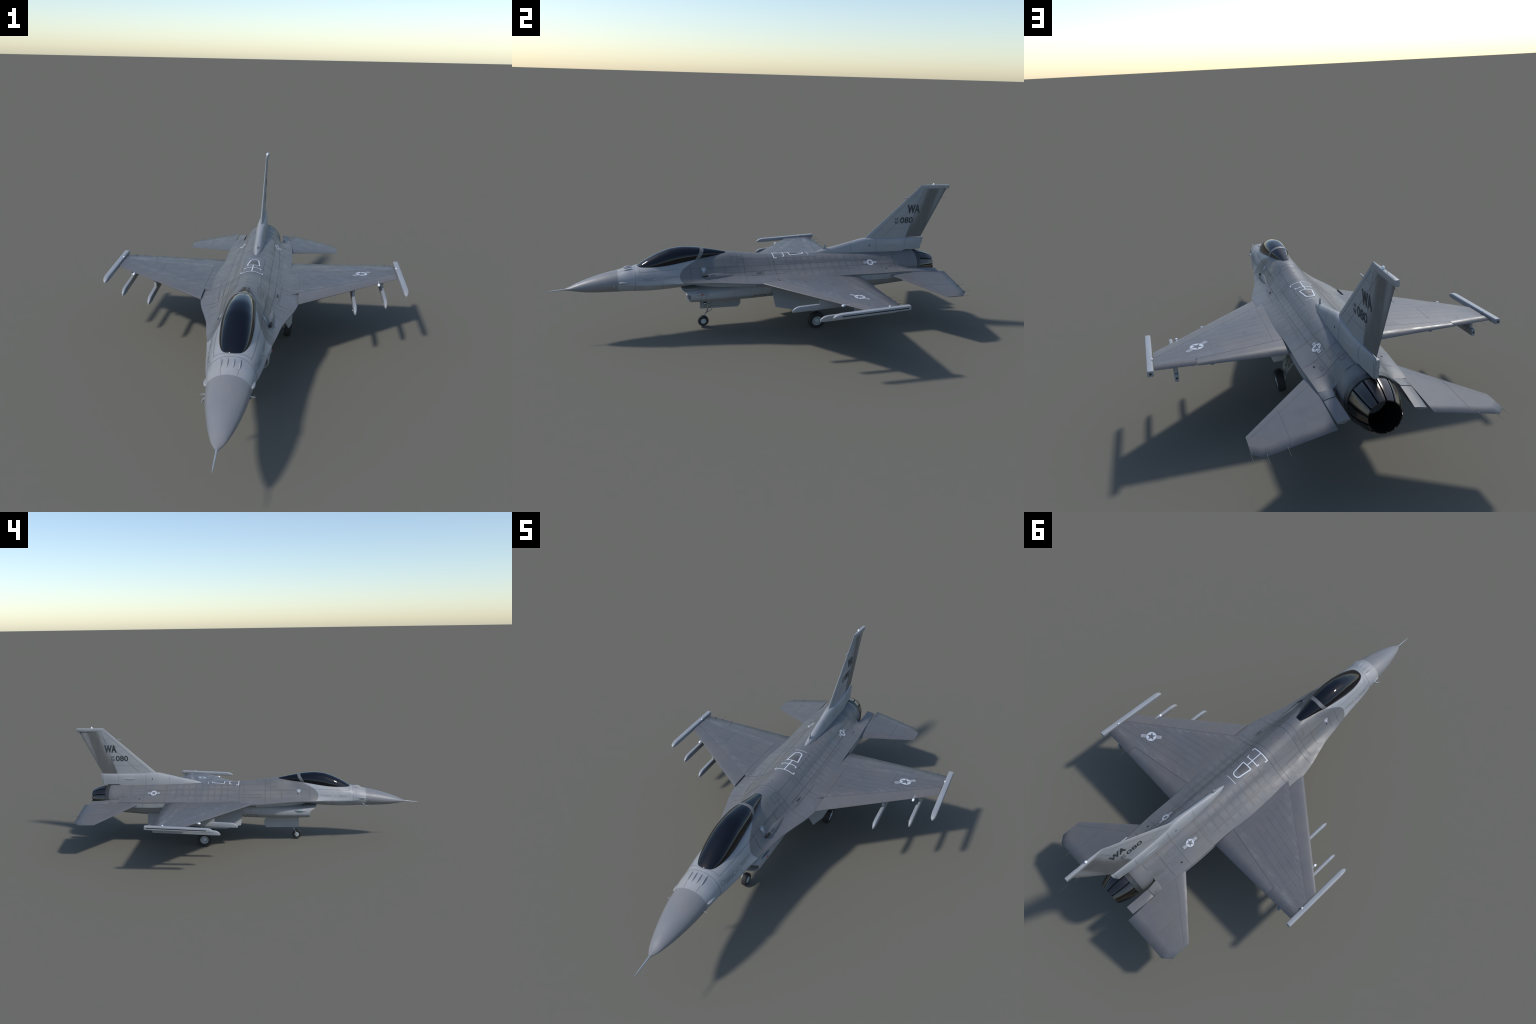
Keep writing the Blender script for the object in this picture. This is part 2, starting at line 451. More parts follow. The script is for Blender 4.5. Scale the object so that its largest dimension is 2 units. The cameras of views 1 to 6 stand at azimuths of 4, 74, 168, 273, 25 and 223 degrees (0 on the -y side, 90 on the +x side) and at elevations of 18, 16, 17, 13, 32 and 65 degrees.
air_intake = add("air_intake", under, M_LIGHT, angle=40)
# dark duct wall closes the throat
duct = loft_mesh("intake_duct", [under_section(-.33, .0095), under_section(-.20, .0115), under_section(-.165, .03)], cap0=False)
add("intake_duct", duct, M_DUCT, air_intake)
# diverter wedge between intake roof and fuselage
def div(y, w): return [(-w,y,.2215),(w,y,.2215),(w*.9,y,.250),(-w*.9,y,.250)]
add("boundary_layer_diverter", loft_mesh("diverter", [div(-.385,.004), div(-.33,.035), div(-.22,.075), div(-.05,.10)]), M_LIGHT, air_intake)
# splitter plate over the intake mouth
add("splitter_plate", bevelled(prism("splitter", [(-.084,-.385),(-.070,-.402),(.070,-.402),(.084,-.385),(.086,-.33),(-.086,-.33)], .003,
    lambda a, b, t: (a, b, .2235+t)), .0008), M_LIGHT, air_intake)
# position lamps in shallow fairings on the intake cheeks
for sx, mat in ((1, M_RED), (-1, M_GREEN)):
    f = tube("lamp_fairing", [(sx*.0885,-.345,.199),(sx*.0905,-.335,.199),(sx*.0945,-.31,.199),(sx*.0935,-.285,.199),(sx*.0915,-.268,.199)], [.0012,.0060,.0072,.0055,.001], 14)
    fo = add("lamp_fairing", f, M_LIGHT, air_intake)
    l = tube("position_lamp", [(sx*.0995,-.315,.1995),(sx*.1006,-.313,.1995),(sx*.1006,-.306,.1995),(sx*.0992,-.304,.1995)], [.001,.0026,.0026,.001], 12)
    add("position_lamp", l, mat, air_intake)

# --------------------------------------------------------- engine and nozzle
EZ = .2532
rings = []
for y, r in ((.60,.074),(.66,.0810),(.70,.0832),(.75,.0840),(.79,.0838),(.812,.0826),(.8145,.0808)):
    rings.append([(r*math.cos(2*PI*k/64), y, EZ+r*math.sin(2*PI*k/64)) for k in range(64)])
add("engine_shroud", loft_mesh("engine_shroud", rings), M_DARK, angle=40)
nozzle = add("engine_nozzle", revolve("nozzle_ring", [(.8146,.068),(.8146,.0805),(.816,.0824),(.834,.0818),(.8355,.080),(.8355,.068)], (0,0,EZ), 'y', 72, close=True), M_RING)
N_PET = 13
P_R = pchip([(.835,.0780),(.85,.0762),(.87,.0720),(.89,.0662),(.908,.0588),(.9225,.0520)])
def petal_mesh():
    V, F = [], []; ny, na = 12, 9; half = PI/N_PET
    for layer in (0, 1):
        for i in range(ny):
            u = i/(ny-1); y = .8352+(.9225-.8352)*u
            wid = half*(.86 if u < .88 else .86-.10*(u-.88)/.12)
            for j in range(na):
                a = lerp(-wid, wid, j/(na-1)); c = abs(2*j/(na-1)-1)
                r = P_R(y)*math.cos(half)/max(math.cos(a), .5)+.0012-.0012*smooth((c-.8)/.2)-.0028*layer
                V.append((r*math.sin(a), y, r*math.cos(a)))
    o = ny*na
    for i in range(ny-1):
        for j in range(na-1):
            a = i*na+j; F.append((a, a+1, a+na+1, a+na)); F.append((o+a, o+a+na, o+a+na+1, o+a+1))
    rim = [j for j in range(na)]+[i*na+na-1 for i in range(1, ny)]+[(ny-1)*na+j for j in range(na-2, -1, -1)]+[i*na for i in range(ny-2, 0, -1)]
    for q in range(len(rim)):
        a, b = rim[q], rim[(q+1) % len(rim)]; F.append((a, b, o+b, o+a))
    return mesh_of("nozzle_petal", V, F)
pm = petal_mesh()
first = None
for k in range(N_PET):
    ob = add("nozzle_petal", pm, M_PETAL if k == 0 else None, nozzle, angle=40 if k == 0 else None)
    ob.matrix_world = Matrix.Translation((0,0,EZ)) @ Matrix.Rotation(2*PI*(k+.35)/N_PET, 4, 'Y')
def liner_mesh():
    prof = [(.836,.0745),(.87,.0682),(.89,.0622),(.908,.0546),(.9185,.0500),(.9185,.0470),(.90,.0505),(.86,.053),(.80,.053),(.76,.046),(.76,.0)]
    seg = 104; rings = []
    for i, (a, r) in enumerate(prof):
        ring = []
        for k in range(seg):
            t = 2*PI*k/seg; rr = r*(1-(.035*(.5+.5*math.cos(26*t)) if 5 < i < 10 else 0))
            ring.append((rr*math.cos(t), a, EZ+rr*math.sin(t)))
        rings.append(ring)
    return loft_mesh("nozzle_liner", rings, cap0=False, cap1=False)
add("nozzle_liner", liner_mesh(), M_DUCT, nozzle)

# shelf booms and speed brakes beside the nozzle
def boom_ring(y, xi, xo, zi, zo, t):
    return [(xi,y,zi),(lerp(xi,xo,.5),y,lerp(zi,zo,.5)+.0008),(xo,y,zo),(xo+.0012,y,zo-t*.25),(xo,y,zo-t*.8),(lerp(xi,xo,.5),y,zo-t),(xi,y,zi-t*.9)]
bm_ = loft_mesh("shelf_boom", [boom_ring(.735,.090,.1375,.2620,.2585,.024),boom_ring(.7525,.093,.1375,.2672,.2601,.026),boom_ring(.797,.100,.1358,.2675,.2590,.021)])
br_ = loft_mesh("speed_brake", [boom_ring(.7985,.0985,.1352,.2664,.2583,.0195),boom_ring(.85,.0965,.1335,.2625,.2550,.013),boom_ring(.907,.0935,.1305,.2580,.2505,.0042)])
for m, nm in ((bm_, "shelf_boom"), (br_, "speed_brake")):
    bevelled(m, .0006, 1, 40)
    add(nm, m, M_FUS); add(nm, mirrored(m), M_FUS)

# ------------------------------------------------------------------- canopy
C_HW = pchip([(-.598,.010),(-.594,.022),(-.588,.0285),(-.57,.0375),(-.535,.0462),(-.50,.0505),(-.45,.0525),(-.41,.0515),(-.333,.0455),(-.308,.0405),(-.25,.0285),(-.183,.0148)])
C_SILL = pchip([(-.598,.3285),(-.588,.3265),(-.53,.3295),(-.41,.3415),(-.333,.3535),(-.308,.3575),(-.25,.3655),(-.183,.3725)])
C_TOP = pchip([(-.598,.3300),(-.59,.3360),(-.566,.3510),(-.531,.3700),(-.491,.3880),(-.44,.4035),(-.389,.4085),(-.338,.4055),(-.298,.4000),(-.245,.3900),(-.183,.3765)])
def canopy_pt(y, t, off=0.0):
    a, zs, zt = C_HW(y)+off, C_SILL(y)-.003, C_TOP(y)-.0010+off
    ov = .06+.42*smooth((y+.58)/.24)*(1-.7*smooth((y+.29)/.10))      # sides tuck in below the widest line
    t = -ov+(PI+2*ov)*t/PI
    c, s = math.cos(t), math.sin(t); H = (zt-zs)/(1+math.sin(ov))
    return (a*math.copysign(abs(c)**.94, c), y, zt-H+H*s)
def canopy_mesh(name, ya, yb, n, k=33):
    rings = [[canopy_pt(y, PI*j/(k-1)) for j in range(k)] for y in ya_list(ya, yb, n)]
    return loft_mesh(name, rings, closed=False, cap0=True, cap1=True)
def ya_list(a, b, n): return [a+(b-a)*(i/(n-1))**1.25 for i in range(n)]
canopy = add("canopy", canopy_mesh("canopy", -.598, -.309, 60), M_GLASS, angle=60)
add("rear_canopy", canopy_mesh("rear_canopy", -.3085, -.183, 26), M_GLASS, canopy, angle=60)
def frame_mesh():
    rings = []
    for sgn, off in ((-1,-.001),(-1,.0011),(1,.0011),(1,-.001)):
        ring = []
        for j in range(41):
            t = PI*j/40; yc = lerp(-.3205, -.299, smooth(math.sin(t)))
            ring.append(canopy_pt(yc+sgn*lerp(.0125, .0085, math.sin(t)), t, off))
        rings.append(ring)
    rings.append(rings[0])
    return loft_mesh("canopy_frame", rings, closed=False, cap0=False, cap1=False)
add("canopy_frame", frame_mesh(), M_DARK, canopy)

# --------------------------------------------------------------------- wings
ROOT_X, TIP_X = .120, .598
def wing_le(x): return lerp(-.04, .307, (x-.183)/(.597-.183))
def wing_te(x): return lerp(.467, .459, (x-.147)/(.597-.147))
def wing_z(x, c):
    s = (x-.147)/(.597-.147)
    return lerp(lerp(.2600, .2560, s), lerp(.2575, .2650, s), c)
def half_t(c, tc=.040):
    c = max(0.0, min(1.0, c))
    return 5*tc*(.2969*math.sqrt(c)-.126*c-.3516*c*c+.2843*c**3-.1036*c**4)
def flap_c(x):   # leading-edge flap hinge as chord fraction
    yh = lerp(.051, .360, (x-.183)/(.594-.183)); return (yh-wing_le(x))/(wing_te(x)-wing_le(x))
def flaperon_c(x):
    yh = lerp(.363, .417, (x-.148)/(.46-.148)); return (yh-wing_le(x))/(wing_te(x)-wing_le(x))
def airfoil_shell(name, rings, sharp_start=True, sharp_end=False):
    """Closed panel from (upper + reversed lower) rings.  Ends and hinge edges are
    crisp; the trailing edge stays rounded in shading."""
    n = len(rings[0]); nc = n//2; V = [v for r in rings for v in r]; F = []
    for i in range(len(rings)-1):
        for j in range(n):
            k = (j+1) % n; F.append((i*n+j, i*n+k, (i+1)*n+k, (i+1)*n+j))
    F.append(tuple(range(n))); F.append(tuple((len(rings)-1)*n+j for j in range(n)))
    me = mesh_of(name, V, F); bm = bmesh.new(); bm.from_mesh(me); bm.verts.ensure_lookup_table()
    hard = set()
    if sharp_start: hard |= {0, n-1}
    if sharp_end: hard |= {nc-1, nc}
    for e in bm.edges:
        a, b = e.verts[0].index, e.verts[1].index
        e.smooth = not (any(len(f.verts) > 4 for f in e.link_faces) or (a % n in hard and a % n == b % n))
    bm.to_mesh(me); bm.free()
    me.polygons.foreach_set("use_smooth", [True]*len(me.polygons))
    return me
def chord_steps(a, b, ch, n, soft_a=.0, soft_b=.045):
    """Chord stations with a wide first / last step (metres) so edge normals roll off softly."""
    w = (b-a)*ch; soft_a, soft_b = min(soft_a, w*.3), min(soft_b, w*.62)
    la, lb = a+soft_a/ch, b-soft_b/ch
    out = [a] if soft_a else []
    out += [lerp(la, lb, i/(n-1)) for i in range(n)]
    return out+([b] if soft_b else [])
def wing_panel(name, x0, x1, c0, c1, nx, nc, g0=0.0, g1=0.0, soft=(0.0, .045), hard=(True, False)):
    rings = []
    for x in frange(x0, x1, nx):
        a, b = c0(x), c1(x); L, T = wing_le(x), wing_te(x); ch = T-L
        a += g0/ch; b -= g1/ch; top, bot = [], []
        for c in chord_steps(a, b, ch, nc, *soft):
            th = half_t(c)*ch*lerp(1.30, 1.15, (x-.12)/.48); z = wing_z(x, c); y = L+c*ch
            top.append((x, y, z+max(th, .0004))); bot.append((x, y, z-max(th, .0004)))
        rings.append(top+bot[::-1])
    return airfoil_shell(name, rings, *hard)
def rot_about(me, p, q, ang):
    p, q = Vector(p), Vector(q)
    M = Matrix.Translation(p) @ Matrix.Rotation(ang, 4, (q-p)) @ Matrix.Translation(-p)
    me.transform(M); me.update()
one, zero = (lambda x: 1.0), (lambda x: 0.0)
def hinge_pt(x, cf): c = cf(x); return (x, wing_le(x)+c*(wing_te(x)-wing_le(x)), wing_z(x, c))
FL_X0, FL_X1 = .150, .4595
def wing_te_c(x): return 1.0
for side in (1, -1):
    inner = wing_panel("wing", ROOT_X, FL_X0-.0005, lambda x: flap_c(max(x, .183)) if x > .183 else flap_c(.183), one, 3, 30)
    mid = wing_panel("wing", FL_X0-.0005, FL_X1+.0005, flap_c, flaperon_c, 16, 24, soft=(0.0, 0.0), hard=(True, True))
    out = wing_panel("wing", FL_X1+.0005, TIP_X, flap_c, one, 8, 20)
    me = join_meshes("wing", [inner, mid, out])
    flap = wing_panel("leading_edge_flap", .1835, TIP_X-.001, zero, flap_c, 14, 14, g1=.0010, soft=(.004, 0.0), hard=(True, True))
    rot_about(flap, hinge_pt(.1835, flap_c), hinge_pt(TIP_X, flap_c), math.radians(-3.0 if side < 0 else -1.0))
    fl = wing_panel("flaperon", FL_X0+.0008, FL_X1-.0012, flaperon_c, one, 12, 5, g0=.0010, soft=(0.0, .06), hard=(True, False))
    rot_about(fl, hinge_pt(FL_X0, flaperon_c), hinge_pt(FL_X1, flaperon_c), math.radians(-2.5 if side > 0 else -.4))
    if side < 0: me, flap, fl = mirrored(me), mirrored(flap), mirrored(fl)
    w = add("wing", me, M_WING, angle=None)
    add("leading_edge_flap", flap, M_FLAP, w, angle=None)
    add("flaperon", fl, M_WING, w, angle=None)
    if side > 0: WING = w

# ---------------------------------------------------------------- tailplanes
def tail_mesh():
    # planform y limits along the span (x), clipped outer rear corner
    le = pchip([(.138,.6267),(.371,.820)]); te = pchip([(.138,.9365),(.340,.9365)])
    rings = []
    for x in [.1385,.15,.18,.21,.24,.27,.30,.32,.340,.348,.356,.364,.3705]:
        L = le(x); T = te(x) if x <= .34 else lerp(.9365, .906, (x-.34)/.0305)
        full = .9365-L; top, bot = [], []
        z0 = .2495-.2135*(x-.1425)
        for u in chord_steps(0, 1, T-L, 22, .004, .045):
            y = lerp(L, T, u); c = (y-L)/full
            th = max(half_t(c, .045)*full*.9, .0004)
            th *= lerp(1, .75, (x-.14)/.23)
            top.append((x, y, z0+th)); bot.append((x, y, z0-th))
        rings.append(top+bot[::-1])
    return airfoil_shell("tailplane", rings, True, False)
tm = tail_mesh()
M_TAIL = Nodes("tailplane_paint")
_x, _y, _z = M_TAIL.xyz()
_zc = M_TAIL.math('SUBTRACT', .2495, M_TAIL.math('MULTIPLY', M_TAIL.math('SUBTRACT', M_TAIL.math('ABSOLUTE', _x), .1425), .2135))
_f = M_TAIL.step(M_TAIL.math('SUBTRACT', _z, _zc), -.003, -.0015)
M_TAIL = M_TAIL.finish(M_TAIL.gain(tint(M_TAIL, M_TAIL.mix(_f, LIGHT, WINGTOP)), weather(M_TAIL, .18)), gloss(M_TAIL, .42), 0.0, .36)
TAIL = add("tailplane", tm, M_TAIL, angle=None)
add("tailplane", mirrored(tm), M_TAIL, angle=None)
# pivot fairings closing the gap at the tailplane root
pv = tube("tailplane_pivot", [(.11,.80,.2455),(.147,.80,.2455)], .0065, 16)
add("tailplane_pivot", pv, M_DARK); add("tailplane_pivot", mirrored(pv), M_DARK)

# ----------------------------------------------------------------------- fin
def fin_le(z): return lerp(.540, .836, (z-.405)/(.668-.405))
def fin_te(z): return lerp(.861, .986, (z-.402)/(.655-.402))
def hinge_y(z): return lerp(.773, .856, (z-.405)/(.651-.405))
def fin_ring(z, y0, y1, lo, hi, n=22):
    ch = y1-y0; R, Lft = [], []
    for i in range(n):
        u = i/(n-1); c = lerp(lo, hi, u*u*(3-2*u)*.5+u*.5)
        th = max(half_t(c, lerp(.052, .042, (z-.4)/.25))*ch, .0004)
        R.append((th, y0+c*ch, z)); Lft.append((-th, y0+c*ch, z))
    return R+Lft[::-1]
def fin_mesh():
    rg = []
    for z in frange(.385, .657, 14):
        y0, y1 = fin_le(z), fin_te(z); rg.append(fin_ring(z, y0, y1, 0, (hinge_y(z)-y0)/(y1-y0)))
    return loft_mesh("fin", rg)
def rud_mesh():
    rg = []
    for z in frange(.4035, .654, 14):
        y0, y1 = fin_le(z), fin_te(z); rg.append(fin_ring(z, y0, y1, (hinge_y(z)+.001-y0)/(y1-y0), 1.0))
    return loft_mesh("rudder", rg)
FIN = add("fin", fin_mesh(), M_FIN, angle=30)
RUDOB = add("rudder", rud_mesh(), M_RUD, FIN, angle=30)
# tip cap
def cap_ring(y, hw, z0, z1, n=16):
    zc, h = (z0+z1)/2, (z1-z0)/2; e = .6; r = []
    for k in range(n):
        t = 2*PI*k/n; c, s = math.cos(t), math.sin(t)
        r.append((hw*math.copysign(abs(c)**e, c), y, zc+h*math.copysign(abs(s)**e, s)))
    return r
def cap_mesh():
    """Swept tip cap: follows the fin leading edge, widens into a square tail."""
    rings = []
    for z, k, rear in ((.6545,.80,.9955),(.6560,.97,.9985),(.6700,1.0,.9985),(.6725,.92,.9975),(.6738,.55,.9900)):
        le = fin_le(z)-.0015
        out = [(le,.0005),(le+.010,.0024),(le+.035,.0042),(.915,.0056),(.955,.0066),(rear-.004,.0068),(rear,.0056)]
        rings.append([(h*k, y, z) for y, h in out]+[(-h*k, y, z) for y, h in out[::-1]])
    return loft_mesh("fin_cap", rings)
add("fin_cap", cap_mesh(), M_LIGHT, FIN, angle=40)
# dorsal fairing and tail housing
D_TOP = pchip([(.274,.3475),(.30,.355),(.335,.3640),(.393,.3765),(.463,.3930),(.547,.4085),(.575,.4085),(.60,.4055),(.70,.4030),(.872,.4000)])
D_HW = pchip([(.274,.0015),(.29,.0085),(.32,.0140),(.40,.0200),(.50,.0230),(.60,.0235),(.70,.0220),(.78,.0168),(.84,.0098),(.872,.0072)])
D_BOT = pchip([(.274,.340),(.60,.330),(.742,.330),(.765,.3405),(.80,.3400),(.872,.337)])
def dorsal_ring(y):
    hw, zt, zb = D_HW(y), D_TOP(y), D_BOT(y); h = zt-zb
    sq = smooth((y-.45)/.17); half = []
    for i in range(15):
        t = PI/2*i/14; e = lerp(1.0, .55, sq)
        x = hw*math.sin(t)**e; z = zt-lerp(h, min(h, .040), sq*.75)*(1-math.cos(t)**1.0)
        half.append((x, y, z))
    half += [(hw*1.0, y, lerp(half[-1][2], zb, .5)), (hw*.97, y, zb)]
    return half+[(-p[0], y, p[2]) for p in half[::-1] if p[0] > 1e-9]
dm = loft_mesh("dorsal_fairing", [dorsal_ring(y) for y in frange(.274, .858, 60)])
DORSAL = add("dorsal_fairing", dm, M_LIGHT, angle=40)
add("tail_housing_end", bevelled(prism("housing_end", [(.857,.3385),(.857,.4012),(.873,.4000),(.8735,.390),(.870,.389),(.871,.372),(.866,.371),(.862,.338)], .0125,
    lambda a, b, t: (t, a, b)), .0015), M_LIGHT, DORSAL)

# ventral fins
def ventral():
    P = [(.394,.178),(.436,.092),(.590,.092),(.592,.178)]
    return bevelled(prism("ventral_fin", P, .004, lambda a, b, t: (.060+(.165-b)*.30+t, a, b)), .0012)
vm = ventral()
add("ventral_fin", vm, M_LIGHT); add("ventral_fin", mirrored(vm), M_LIGHT)

# ------------------------------------------------- missile rails and pylons
def rail_section(y, top, bot, hw, slot):
    """Rounded box in x,z with an optional slot in its +x face."""
    r = .0035; zc = (top+bot)/2; P = []
    h = (top-bot)/2; r = min(r, h*.7, hw*.7)
    def arc(cx, cz, a0):
        for i in range(4):
            a = a0+PI/2*i/3; P.append((cx+r*math.cos(a), y, cz+r*math.sin(a)))
    arc(hw-r, top-r, 0)                 # upper +x, going round to the top
    arc(-hw+r, top-r, PI/2)
    arc(-hw+r, bot+r, PI)
    arc(hw-r, bot+r, 1.5*PI)
    d = .004*slot; s = .0026
    P += [(hw, y, zc-s), (hw-d, y, zc-s), (hw-d, y, zc+s), (hw, y, zc+s)]
    return P
def launcher_mesh(length, height, slot=True, k=.94):
    """Local: nose at y=0, axis along +y, z=0 mid height."""
    h = height/2; R = []
    for y, tp, hw in ((0,-.35,.0035),(.003,.0,.0062),(.010,.45,.0088),(.020,.80,.0102),(.034,1.0,.0108)):
        R.append(rail_section(y, h*tp, -h*lerp(.9, 1, tp*.5+.5), hw*k, 0))
    R.append(rail_section(.0355, h, -h, .0112*k, 0)); R.append(rail_section(.0357, h, -h, .0112*k, 1 if slot else 0))
    R.append(rail_section(length-.010, h, -h, .0112*k, 1 if slot else 0)); R.append(rail_section(length-.0098, h, -h, .0112*k, 0))
    R.append(rail_section(length-.002, h*.97, -h*.97, .0108*k, 0)); R.append(rail_section(length, h*.8, -h*.8, .0095*k, 0))
    return loft_mesh("missile_launcher", R)
tipm = launcher_mesh(.348, .0205); pylm = launcher_mesh(.350, .026, False, .62)
slotm = box("rail_slot", .0050, .0072, .036, .338, -.0024, .0024)
tilt = Matrix.Rotation(math.radians(2.7), 4, 'X')
def stud(o, dx, dy, dz, parent):
    pass
def tail_hole(length, r): return tube("launcher_tail_socket", [(0, length-.003, 0), (0, length+.0006, 0)], r, 14)
nub = tube("launcher_stud", [(-.0105,.030,-.007),(.0,.030,-.007)], [.0022,.0022], 8)
lamp = tube("rail_lamp", [(0,-.004,0),(0,-.003,0),(0,.003,0),(0,.004,0)], [.001,.0032,.0032,.001], 10)
for side in (1, -1):
    T = Matrix.Translation((side*.611,.1395,.2512)) @ tilt
    m = tipm.copy(); s = slotm.copy(); m.transform(T if side > 0 else T @ Matrix.Scale(1,4)); 
    if side < 0:
        m = tipm.copy(); s = slotm.copy()
        Tm = Matrix.Translation((.611,.1395,.2512)) @ tilt; m.transform(Tm); m = mirrored(m); s.transform(Tm); s = mirrored(s)
    else: s.transform(T)
    L = add("missile_launcher", m, M_RAIL, angle=35); add("rail_slot", s, M_BLACK, L)
    q = tail_hole(.348, .0040); q.transform(Matrix.Translation((side*.611,.1395,.2512)) @ tilt); add("launcher_tail_socket", q, M_BLACK, L)
    lm = lamp.copy(); lm.transform(Matrix.Translation((side*.602,.396,.2745)))
    add("rail_lamp", lm, M_WHITE, L)
    for xs, y0, py0, py1 in ((.404,.033,.157,.385),(.530,.114,.268,.455)):
        m = pylm.copy(); T = Matrix.Translation((side*xs, y0, .2110)) @ tilt
        m.transform(T); L = add("missile_launcher", m, M_RAIL, angle=35)
        n2 = nub.copy() if side > 0 else mirrored(nub); n2.transform(T); add("launcher_stud", n2, M_RAIL, L)
        q = tail_hole(.350, .0036); q.transform(T); add("launcher_tail_socket", q, M_BLACK, L)
        zl = .2110+.013
        P = [(py0,zl-.004),(py0+.001,.250),(py0+.03,.262),(py1-.01,.262),(py1-.004,.233),(py1-.05,.228)]
        pm_ = bevelled(prism("pylon", P, .0105, lambda a, b, t, q=side*xs: (q+t, a, b)), .0016)
        add("pylon", pm_, M_LIGHT)
    # lamp pod under the outer leading edge
    q = tube("formation_lamp", [(side*.511,.2165,.2555),(side*.511,.218,.2557),(side*.511,.221,.256),(side*.511,.228,.2565),(side*.511,.229,.2565)], [.0015,.0036,.0052,.0052,.0035], 16)
    lo = add("formation_lamp", q, M_WHITE)
    q = tube("lamp_stalk", [(side*.511,.228,.2565),(side*.511,.245,.2585),(side*.511,.275,.262)], [.0036,.0034,.0008], 10)
    add("lamp_stalk", q, M_LIGHT, lo)

# ------------------------------------------------------- small aerodynamic bits
def wick(p, ln=.034, d=(0,1,0)):
    p = Vector(p); d = Vector(d).normalized()
    a = tube("w", [p-d*.008, p+d*.003], .0011, 6); b = tube("w", [p+d*.003, p+d*ln], [.0005,.0004], 5)
    return join_meshes("static_discharger", [a, b])
for side in (1, -1):
    for x, y, z in ((.560,.463,.2655),(.523,.463,.2635),(.475,.463,.2615),(.276,.936,.2215),(.332,.936,.2095),(.3705,.903,.2005)):
        add("static_discharger", wick((side*x, y, z)), M_WICK)
for y, z in ((.982,.646),(.965,.608),(.926,.552)):
    add("static_discharger", wick((0, y-.003, z), .020), M_WICK)
add("fin_probe", tube("fin_probe", [(0,.741,.607),(0,.744,.607),(0,.785,.607)], [.0012,.0024,.0026], 10), M_LIGHT, FIN)
add("fin_lamp", tube("fin_lamp", [(0,.909,.672),(0,.909,.676),(0,.909,.680),(0,.909,.6825)], [.0052,.0052,.0042,.0012], 14), M_WHITE, FIN)
add("antenna_whip", tube("antenna_whip", [(0,.936,.673),(0,.942,.684)], .0005, 6), M_PITOT, FIN)
bl = bevelled(prism("blade_antenna", [(.314,.354),(.326,.3835),(.3345,.3860),(.334,.356)], .003, lambda a, b, t: (t, a, b)), .0009)
add("blade_antenna", bl, M_LIGHT)
# belly blade, under-nose probe and side probes
add("blade_antenna", bevelled(prism("belly_blade", [(-.03,.147),(.016,.131),(.022,.134),(.030,.147)], .004, lambda a, b, t: (t, a, b)), .001), M_LIGHT)
for side in (1, -1):
    add("air_data_probe", tube("air_data_probe", [(side*.058,-.706,.2555),(side*.066,-.7065,.255),(side*.0765,-.707,.2545)], [.0028,.0016,.0005], 8), M_PITOT)
add("under_nose_probe", tube("under_nose_probe", [(-.050,-.668,.236),(-.062,-.674,.227),(-.072,-.682,.2225),(-.0735,-.698,.221)], [.0050,.0040,.0026,.0010], 10), M_PITOT)
add("blade_antenna", box("chin_block", -.004,.004,-.690,-.678,.205,.2105), M_LIGHT)

# ------------------------------------------------ surface lookup for fittings
dg = bpy.context.evaluated_depsgraph_get()
def bvh_of(ob):
    bm = bmesh.new(); bm.from_mesh(ob.data); t = BVHTree.FromBMesh(bm); bm.free(); return t
BV = {"fus": bvh_of(fuselage), "und": bvh_of(air_intake), "rad": bvh_of(radome), "dor": bvh_of(DORSAL)}
def hit(bv, o, d):
    return BV[bv].ray_cast(Vector(o), Vector(d).normalized(), 5)
def polar(y, deg, bv="fus", zc=.262):
    """Point + normal on a body, looked up from the axis direction deg (0 = +x, 90 = up)."""
    a = math.radians(deg); d = Vector((math.cos(a), 0, math.sin(a)))
    p, n, i, _ = hit(bv, Vector((0, y, zc))+d*1.0, -d)
    return p, n
def on_x(y, x, bv="fus", up=True):
    p, n, i, _ = hit(bv, (x, y, 1 if up else -1), (0, 0, -1 if up else 1)); return p, n

# teardrop fairings --------------------------------------------------------
def blister(name, y0, y1, wid, hgt, base, nrm, mat, lean=.4, parent=None, seg=14, nose=1.0):
    """Streamlined bump along y; base(y)->point on surface."""
    rings = []
    for i in range(17):
        u = i/16; y = lerp(y0, y1, u); p = base(y)
        f = (math.sin(PI*u**lean))**.8 if 0 < u < 1 else .02
        f = max(f, .02); t = nrm.cross(Vector((0,1,0))).normalized()
        rings.append([p+t*(wid*f*math.cos(2*PI*k/seg))+nrm*(hgt*f*math.sin(2*PI*k/seg)) for k in range(seg)])
    return add(name, loft_mesh(name, rings), mat, parent, angle=60)
# four aerial bumps ahead of the windscreen
for x in (-.0265, -.009, .009, .0265):
    p, n = on_x(-.64, x)
    blister("aerial_bump", -.662, -.6175, .0034, .0046, lambda y, x=x: on_x(y, x)[0], n, M_LIGHT, .8)
# radar-warning bulges on the nose sides
for s in (1, -1):
    p, n = polar(-.655, 90-s*86)
    blister("warning_bulge", -.684, -.638, .0052, .0068, lambda y, s=s: polar(y, 90-s*86)[0], n, M_LIGHT, .55)
